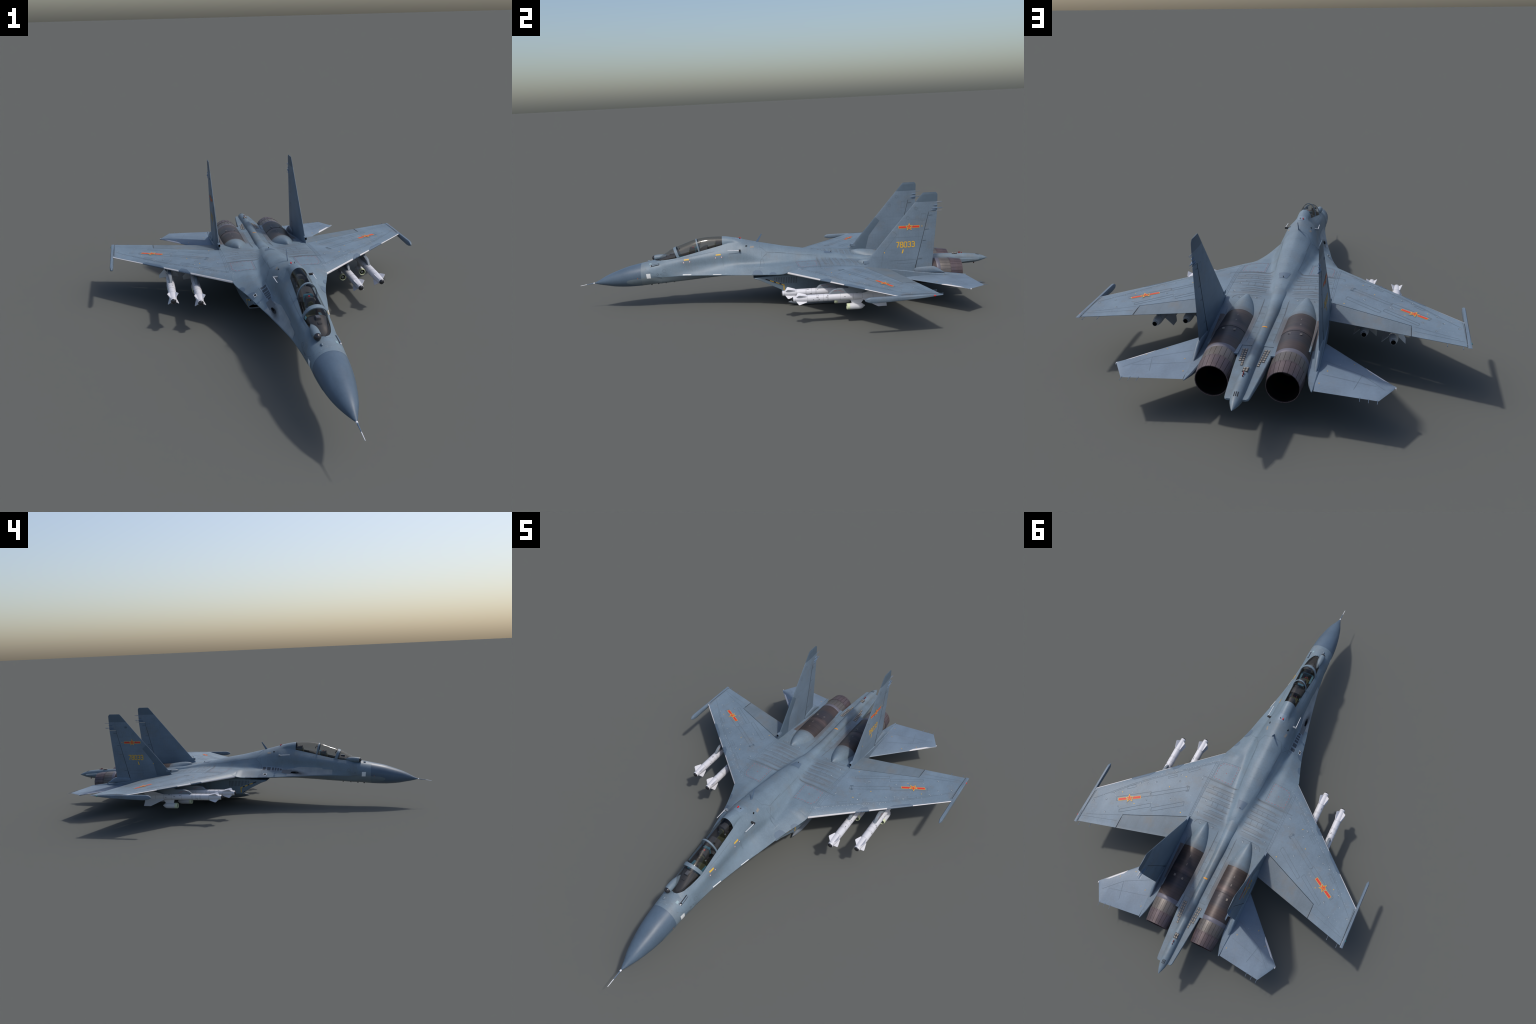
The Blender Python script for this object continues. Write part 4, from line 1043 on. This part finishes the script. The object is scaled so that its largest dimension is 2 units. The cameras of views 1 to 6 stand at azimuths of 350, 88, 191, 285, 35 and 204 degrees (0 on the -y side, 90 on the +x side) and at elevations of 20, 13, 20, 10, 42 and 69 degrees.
    pts = [(.186, .0), (.175, .042), (.20, .058), (.26, .108), (.34, .176), (.42, .243)]
    for (a0, b0), (a1, b1) in zip(pts, pts[1:]):
        n = int(math.hypot(a1 - a0, b1 - b0) / .004)
        for k in range(n):
            if rng.random() < .45: 
                t = k / n; fill(C, "top", [X(lerp(a0,a1,t), lerp(b0,b1,t)), X(lerp(a0,a1,t+.7/n), lerp(b0,b1,t+.7/n)), X(lerp(a0,a1,t+.7/n), lerp(b0,b1,t+.7/n)+.0011), X(lerp(a0,a1,t), lerp(b0,b1,t)+.0011)], .0007, 1)
    D.obj("fuel_cap", M_line, jet, stuff=True); C.obj("paint_chip", plain("chipped_primer", srgb(186, 192, 194), .6), jet, stuff=True)
    G = Geo(); disc(G, "top", s * .265, .227, .0052); fill(G, "top", [X(.251,.240),X(.263,.248),X(.261,.252),X(.249,.244)], .0006, 2); ribbon(G, "top", [X(.263,.231), X(.257,.243)], .0018); G.obj("step_mark", M_tip, jet)
    # centre-section seams, red-dashed hatch, tailplane marks
    L, Q = Geo(), Geo()
    for y, a, b in ((.147,.05,.225),(.150,.055,.185),(.190,.045,.181),(.209,.045,.179),(.241,.042,.195),(.267,.042,.146),(.297,.05,.146),(.309,.048,.140)): ribbon(L, "top", [X(a, y), X(b, y + .003)], .0011)
    for pts in ([(.055,.172),(.150,.176),(.158,.183),(.150,.190)], [(.05,.224),(.135,.227),(.140,.232),(.135,.239)], [(.05,.281),(.118,.284),(.126,.290)], [(.06,.335),(.145,.338),(.158,.348),(.162,.36)]): ribbon(L, "top", [X(*p) for p in pts], .0010)
    for x, y0, y1 in ((.075,.19,.209),(.10,.19,.209),(.125,.19,.209),(.07,.241,.267),(.10,.241,.267),(.125,.241,.267),(.045,.35,.45),(.043,.36,.64)): ribbon(L, "top", [X(x, y0), X(x, y1)], .0008)
    for y in (.40, .44, .50, .54, .58, .62): ribbon(L, "top", [X(.026, y), X(.047, y)], .0008)
    L.obj("centre_seam", M_lineb, jet, stuff=True)
    ribbon(Q, "top", [X(.091,.049), X(.090,.138), X(.174,.137), X(.176,.075), X(.163,.055), X(.091,.049)], .0014, .0007, step=.0072, dash=True); disc(Q, "top", s * .132, .097, .0018)
    Q.obj("hatch_dashes", M_rline, jet, stuff=True)
    G = Geo(); ribbon(G, "top", [X(.085,.043), X(.084,.144), X(.181,.144), X(.183,.072), X(.166,.048), X(.085,.043)], .0010); 
    ribbon(G, "top", [X(.062,-.09), X(.078,-.12), X(.135,-.135)], .0010); ribbon(G, "top", [X(0,-.12), X(.04,-.122), X(.058,-.09), X(.05,.0)], .0009)
    ribbon(G, "top", [X(.215,.66), X(.33,.72), X(.40,.79)], .0007); ribbon(G, "top", [X(.33,.72), X(.31,.80)], .0007); ribbon(G, "top", [X(.21,.735), X(.375,.775)], .0006)
    for y in (-.29, -.275): ribbon(G, "top", [X(0, y), X(.026, y)], .0007)
    for y in (-.06, -.02, .03, .08, .13, .27, .33, .42, .55, .63): ribbon(G, "top", [X(0, y), X(.02, y)], .0008)
    G.obj("body_seam", M_line, jet, stuff=True)
    for a, b in ((.223, .715), (.353, .708), (.206, .784), (.30, .66)): 
        for p in ([(0,.002),(.003,.002),(.003,0),(0,-.002),(.003,-.002)],): ribbon(yellow_marks, "top", [X(a + q[0], b + q[1]) for q in p], .0010, .0007)
    # strake side marks
    G = Geo()
    for y0, y1 in ((-.495, -.454), (-.350, -.310)):
        xa, xb = float(pchip(SEC[:,0], SEC[:,9], y0)), float(pchip(SEC[:,0], SEC[:,9], y1)); fill(G, "top", [X(xa - .0022, y0), X(xb - .0022, y1), X(xb - .0003, y1), X(xa - .0003, y0)], .0007, 3)
    if s > 0: G.obj("strake_stripe", M_wmark, jet)
    G = Geo()
    for y0, y1, d in ((-.165, -.115, .020), (-.085, -.052, .012)):
        xe = lambda y: float(pchip(SEC[:,0], SEC[:,9], y)) - .0004
        polyfill(G, "top", [X(xe(lerp(y0, y1, t)), lerp(y0, y1, t)) for t in np.linspace(0, 1, 7)] + [X(xe(lerp(y0, y1, t)) - d * (1 if .1 < t < .9 else .6), lerp(y0, y1, t)) for t in (.95, .75, .3, .08)], .0007)
    G.obj("strake_patch", M_darkpatch, jet)
    kind = "left" if s > 0 else "right"
    G = Geo(); fill(G, kind, [(-.668, .158), (-.648, .158), (-.650, .181), (-.670, .181)], .0008, 3); G.obj("nose_white_square", M_wmark, jet)
    # pale lens on the radome side
    G = Geo(); pts = [(-.690 - .075 * math.cos(t) * 1.0, .1445 + .0135 * math.sin(t)) for t in np.linspace(-math.pi / 2, math.pi / 2, 17)]
    pts = [(lerp(-.6955, -.768, math.cos(t) ** .8 if math.cos(t) > 0 else 0), .1425 + .0160 * math.sin(t) + .000 * math.cos(t)) for t in np.linspace(-math.pi/2, math.pi/2, 21)]
    top, bot = pts[11:], pts[:10][::-1]
    rowsq = [[place(kind, lerp(a[0], b[0], q / 5), lerp(a[1], b[1], q / 5), .0006) for q in range(6)] for a, b in zip(top, bot)]
    for r0, r1 in zip(rowsq, rowsq[1:]):
        for q in range(5):
            cell = [r0[q], r0[q + 1], r1[q + 1], r1[q]]
            if all(cell): G.add(cell, [(0, 1, 2, 3)])
    G.obj("radome_lens_patch", M_patch, jet, 60)
    G = Geo(); disc(G, kind, -.712, .160, .0022); G.obj("nose_dot", plain("orange_dot", srgb(176, 110, 70), .6), jet)
    L = Geo(); disc(L, kind, -.582, .1905, .0085, r_in=.0076); disc(L, kind, -.615, .176, .005, r_in=.003); disc(L, kind, -.60, .176, .002)
    ribbon(L, kind, [(-.685, .215), (-.66, .19), (-.635, .18)], .0008); ribbon(L, kind, [(-.30, .24), (-.30, .20)], .0007); ribbon(L, kind, [(-.56, .235), (-.45, .252), (-.34, .268)], .0006)
    ribbon(L, kind, [(-.115, .275), (-.115, .24), (-.105, .205)], .0009); ribbon(L, kind, [(-.05, .25), (.05, .235), (.15, .222)], .0007); ribbon(L, kind, [(-.58, .15), (-.46, .155)], .0006)
    L.obj("flank_seam", M_line, jet, stuff=True)
    G = Geo(); fill(G, kind, [(-.168, .2775), (-.150, .2775), (-.150, .2845), (-.168, .2845)], .0006, 3); G.obj("flank_hatch", M_chaff, jet)
    G = Geo(); fill(G, kind, [(-.190, .285), (-.181, .285), (-.181, .289), (-.190, .289)], .0008, 2); G.obj("flank_vent", M_black, jet)
    if s > 0:
        fill(yellow_marks, kind, [(-.486, .2345), (-.462, .2360), (-.462, .2418), (-.486, .2400)], .0007, 3); fill(yellow_marks, kind, [(-.333, .2505), (-.309, .2520), (-.309, .2580), (-.333, .2562)], .0007, 3)
        G, Q = Geo(), Geo()
        for a, b in ((-.488, .2255), (-.459, .2285), (-.335, .241), (-.306, .243)): disc(Q, kind, a, b, .0034, .0006); disc(G, kind, a, b, .0021, .0009)
        Q.obj("release_mark_ring", M_rline, jet); G.obj("release_mark", M_wmark, jet)
        # retracted refuelling probe bay
        G = Geo(); fill(G, kind, [(-.648, .2105), (-.606, .2175), (-.606, .2245), (-.648, .2175)], .0006, 3); G.obj("probe_bay", M_soot, jet)
        p, q = place(kind, -.640, .2150, .0015), place(kind, -.607, .2205, .0015)
        G = Geo(); G.rod(p, q, .0030, .0026); G.obj("refuelling_probe", M_wing, jet)
        p2 = place(kind, -.650, .2135, .0015); G = Geo(); G.rod(p2, lerp(p2, p, .55), .0008, .0028); G.obj("probe_tip", M_pitot, jet)
        G = Geo(); fill(G, "top", [(.026, -.655), (.034, -.654), (.034, -.643), (.026, -.644)], .0006, 3); G.obj("nose_hatch", plain("pale_hatch", srgb(132, 156, 164), .5), jet)
    else:
        # gun port, soot and cooling louvres
        G = Geo()       # pale blast panel along the strake, stepped at the front
        def blast(y0, y1, inner, n=12, m=6):
            col = lambda y: [place("top", -lerp(inner(y), float(pchip(SEC[:,0], SEC[:,9], y)) - .0012, k / m), y, .0007) for k in range(m + 1)]
            C = [col(lerp(y0, y1, t / n)) for t in range(n + 1)]
            for a, b in zip(C, C[1:]):
                for k in range(m):
                    q = [a[k], a[k + 1], b[k + 1], b[k]]
                    if all(q): G.add(q, [(0, 1, 2, 3)])
        sx = lambda c: (lambda y: float(pchip(SEC[:,0], SEC[:,c], y)))
        blast(-.497, -.446, lambda y: lerp(sx(5)(y), sx(7)(y), .35)); blast(-.446, -.262, lambda y: sx(5)(y) + .0005 + .008 * smooth(-.33, -.262, y))
        G.obj("gun_blast_panel", M_blast, jet)
        G = Geo(); fill(G, "top", [(-.0855, -.235), (-.102, -.235), (-.0985, -.285), (-.0765, -.285)], .0009, 6); G.obj("gun_panel", plain("gun_panel_grey", srgb(92, 98, 104), .6), jet)
        G = Geo()
        for k, (a, b, tone) in ((3, (.0045, .021, 30)),):
            G = Geo(); y0 = -.302 - .006 * (3 - k); xs = lambda y: -.0905 - (y + .283) * .12
            polyfill(G, "top", [(xs(y0 + b * math.cos(t)) + a * math.sin(t), y0 + b * math.cos(t)) for t in np.linspace(0, math.tau, 24, endpoint=False)], .0012 + .0004 * k)
            G.obj("gun_soot", plain("soot_shade", srgb(tone, tone + 4, tone + 8), .9), jet)
        p = place("top", -.0905, -.283, .0005); q = place("top", -.0865, -.308, .0022); G = Geo(); G.rod(p, q, .0034, .0030, 14); G.obj("gun_port", M_black, jet); G = Geo(); G.rod(q + Vector((0, .004, 0)), q + Vector((.0001, -.0006, .0003)), .0016, .0016, 10); G.obj("gun_muzzle", M_grey, jet)
        Fm, Hl = Geo(), Geo()
        A, B, C2, D2 = np.array((-.0795, -.125)), np.array((-.107, -.125)), np.array((-.097, -.236)), np.array((-.077, -.236))
        fill(Fm, "top", [A, B, C2, D2], .0007, 8)
        for k, (t0, t1) in enumerate(((.06, .20), (.27, .44), (.50, .60), (.64, .72), (.76, .84), (.88, .97))):
            e = .14 if k < 5 else .25
            a, b = lerp(A, D2, t0), lerp(B, C2, t0); c3, d3 = lerp(B, C2, t1), lerp(A, D2, t1)
            fill(Hl, "top", [lerp(a, b, e), lerp(a, b, 1 - e), lerp(d3, c3, 1 - e), lerp(d3, c3, e)], .0012, 3)
        Fm.obj("louvre_frame", plain("louvre_frame_paint", srgb(112, 128, 142), .5), jet); Hl.obj("louvre", plain("louvre_grey", srgb(62, 71, 81), .7), jet, stuff=True)
        G = Geo(); fill(G, "top", [(-.119, -.160), (-.129, -.157), (-.131, -.139), (-.121, -.142)], .0009, 2); G.obj("strake_hatch", M_wmark, jet)
        G = Geo(); fill(G, "top", [(-.1205, -.157), (-.1275, -.155), (-.1293, -.142), (-.1225, -.1435)], .0013, 2); G.obj("strake_hatch_cover", M_soot, jet)
G = Geo()
for s in (1, -1): fill(G, "top", [(s * .1605, .466), (s * .176, .466), (s * .172, .63), (s * .162, .63)], .0006, 8)
G.obj("heat_strip", plain("heat_strip_paint", srgb(88, 82, 82), .6), jet)
G = Geo()
for x in (-.005, 0, .005): fill(G, "top", [(x - .0012, .938), (x + .0012, .938), (x + .0012, .955), (x - .0012, .955)], .0006, 3)
G.obj("sting_slit", M_soot, jet)
yellow_marks.obj("yellow_mark", M_yel, jet, stuff=True)
G = Geo(); fill(G, "top", [(-.0085, .561), (.0085, .561), (.0085, .567), (-.0085, .567)], .0007, 6); G.obj("sting_mark", plain("orange_mark", srgb(214, 146, 40), .6), jet)
G = Geo(); fill(G, "top", [(-.0225, .190), (.0225, .190), (.0140, .228), (-.0140, .228)], .0007, 8); G.obj("spine_panel", M_darkpatch, jet)
G = Geo(); fill(G, "top", [(-.016, -.236), (.016, -.236), (.016, -.205), (-.016, -.205)], .0006, 6); G.obj("fairing_plate", plain("pale_plate", srgb(114, 132, 148), .5), jet)
G = Geo(); G.box((-.0085, -.219, .3150), (-.0045, -.210, .3205)); G.obj("beacon", M_redlight, jet)
G = Geo(); G.box((.006, -.217, .3150), (.0075, -.213, .3215)); G.obj("beacon_aerial", M_soot, jet)
# radome joint ring
G = Geo(); rr = [(p[0], p[1]) for p in list(rows[iR][0]) + list(rows[iR][1])[1:] + list(rows[iR][2])[1:]]; ring = rr + [(-x, z) for x, z in rr[::-1][1:-1]]
zc = .167
G.loft([[(x * k, YS[iR] + dy, zc + (z - zc) * k) for x, z in ring] for k, dy in ((.99, -.0004), (1.004, -.0004), (1.006, .0004), (.99, .0006))], True, False, False); G.obj("radome_joint", M_darkpatch, jet, 60)
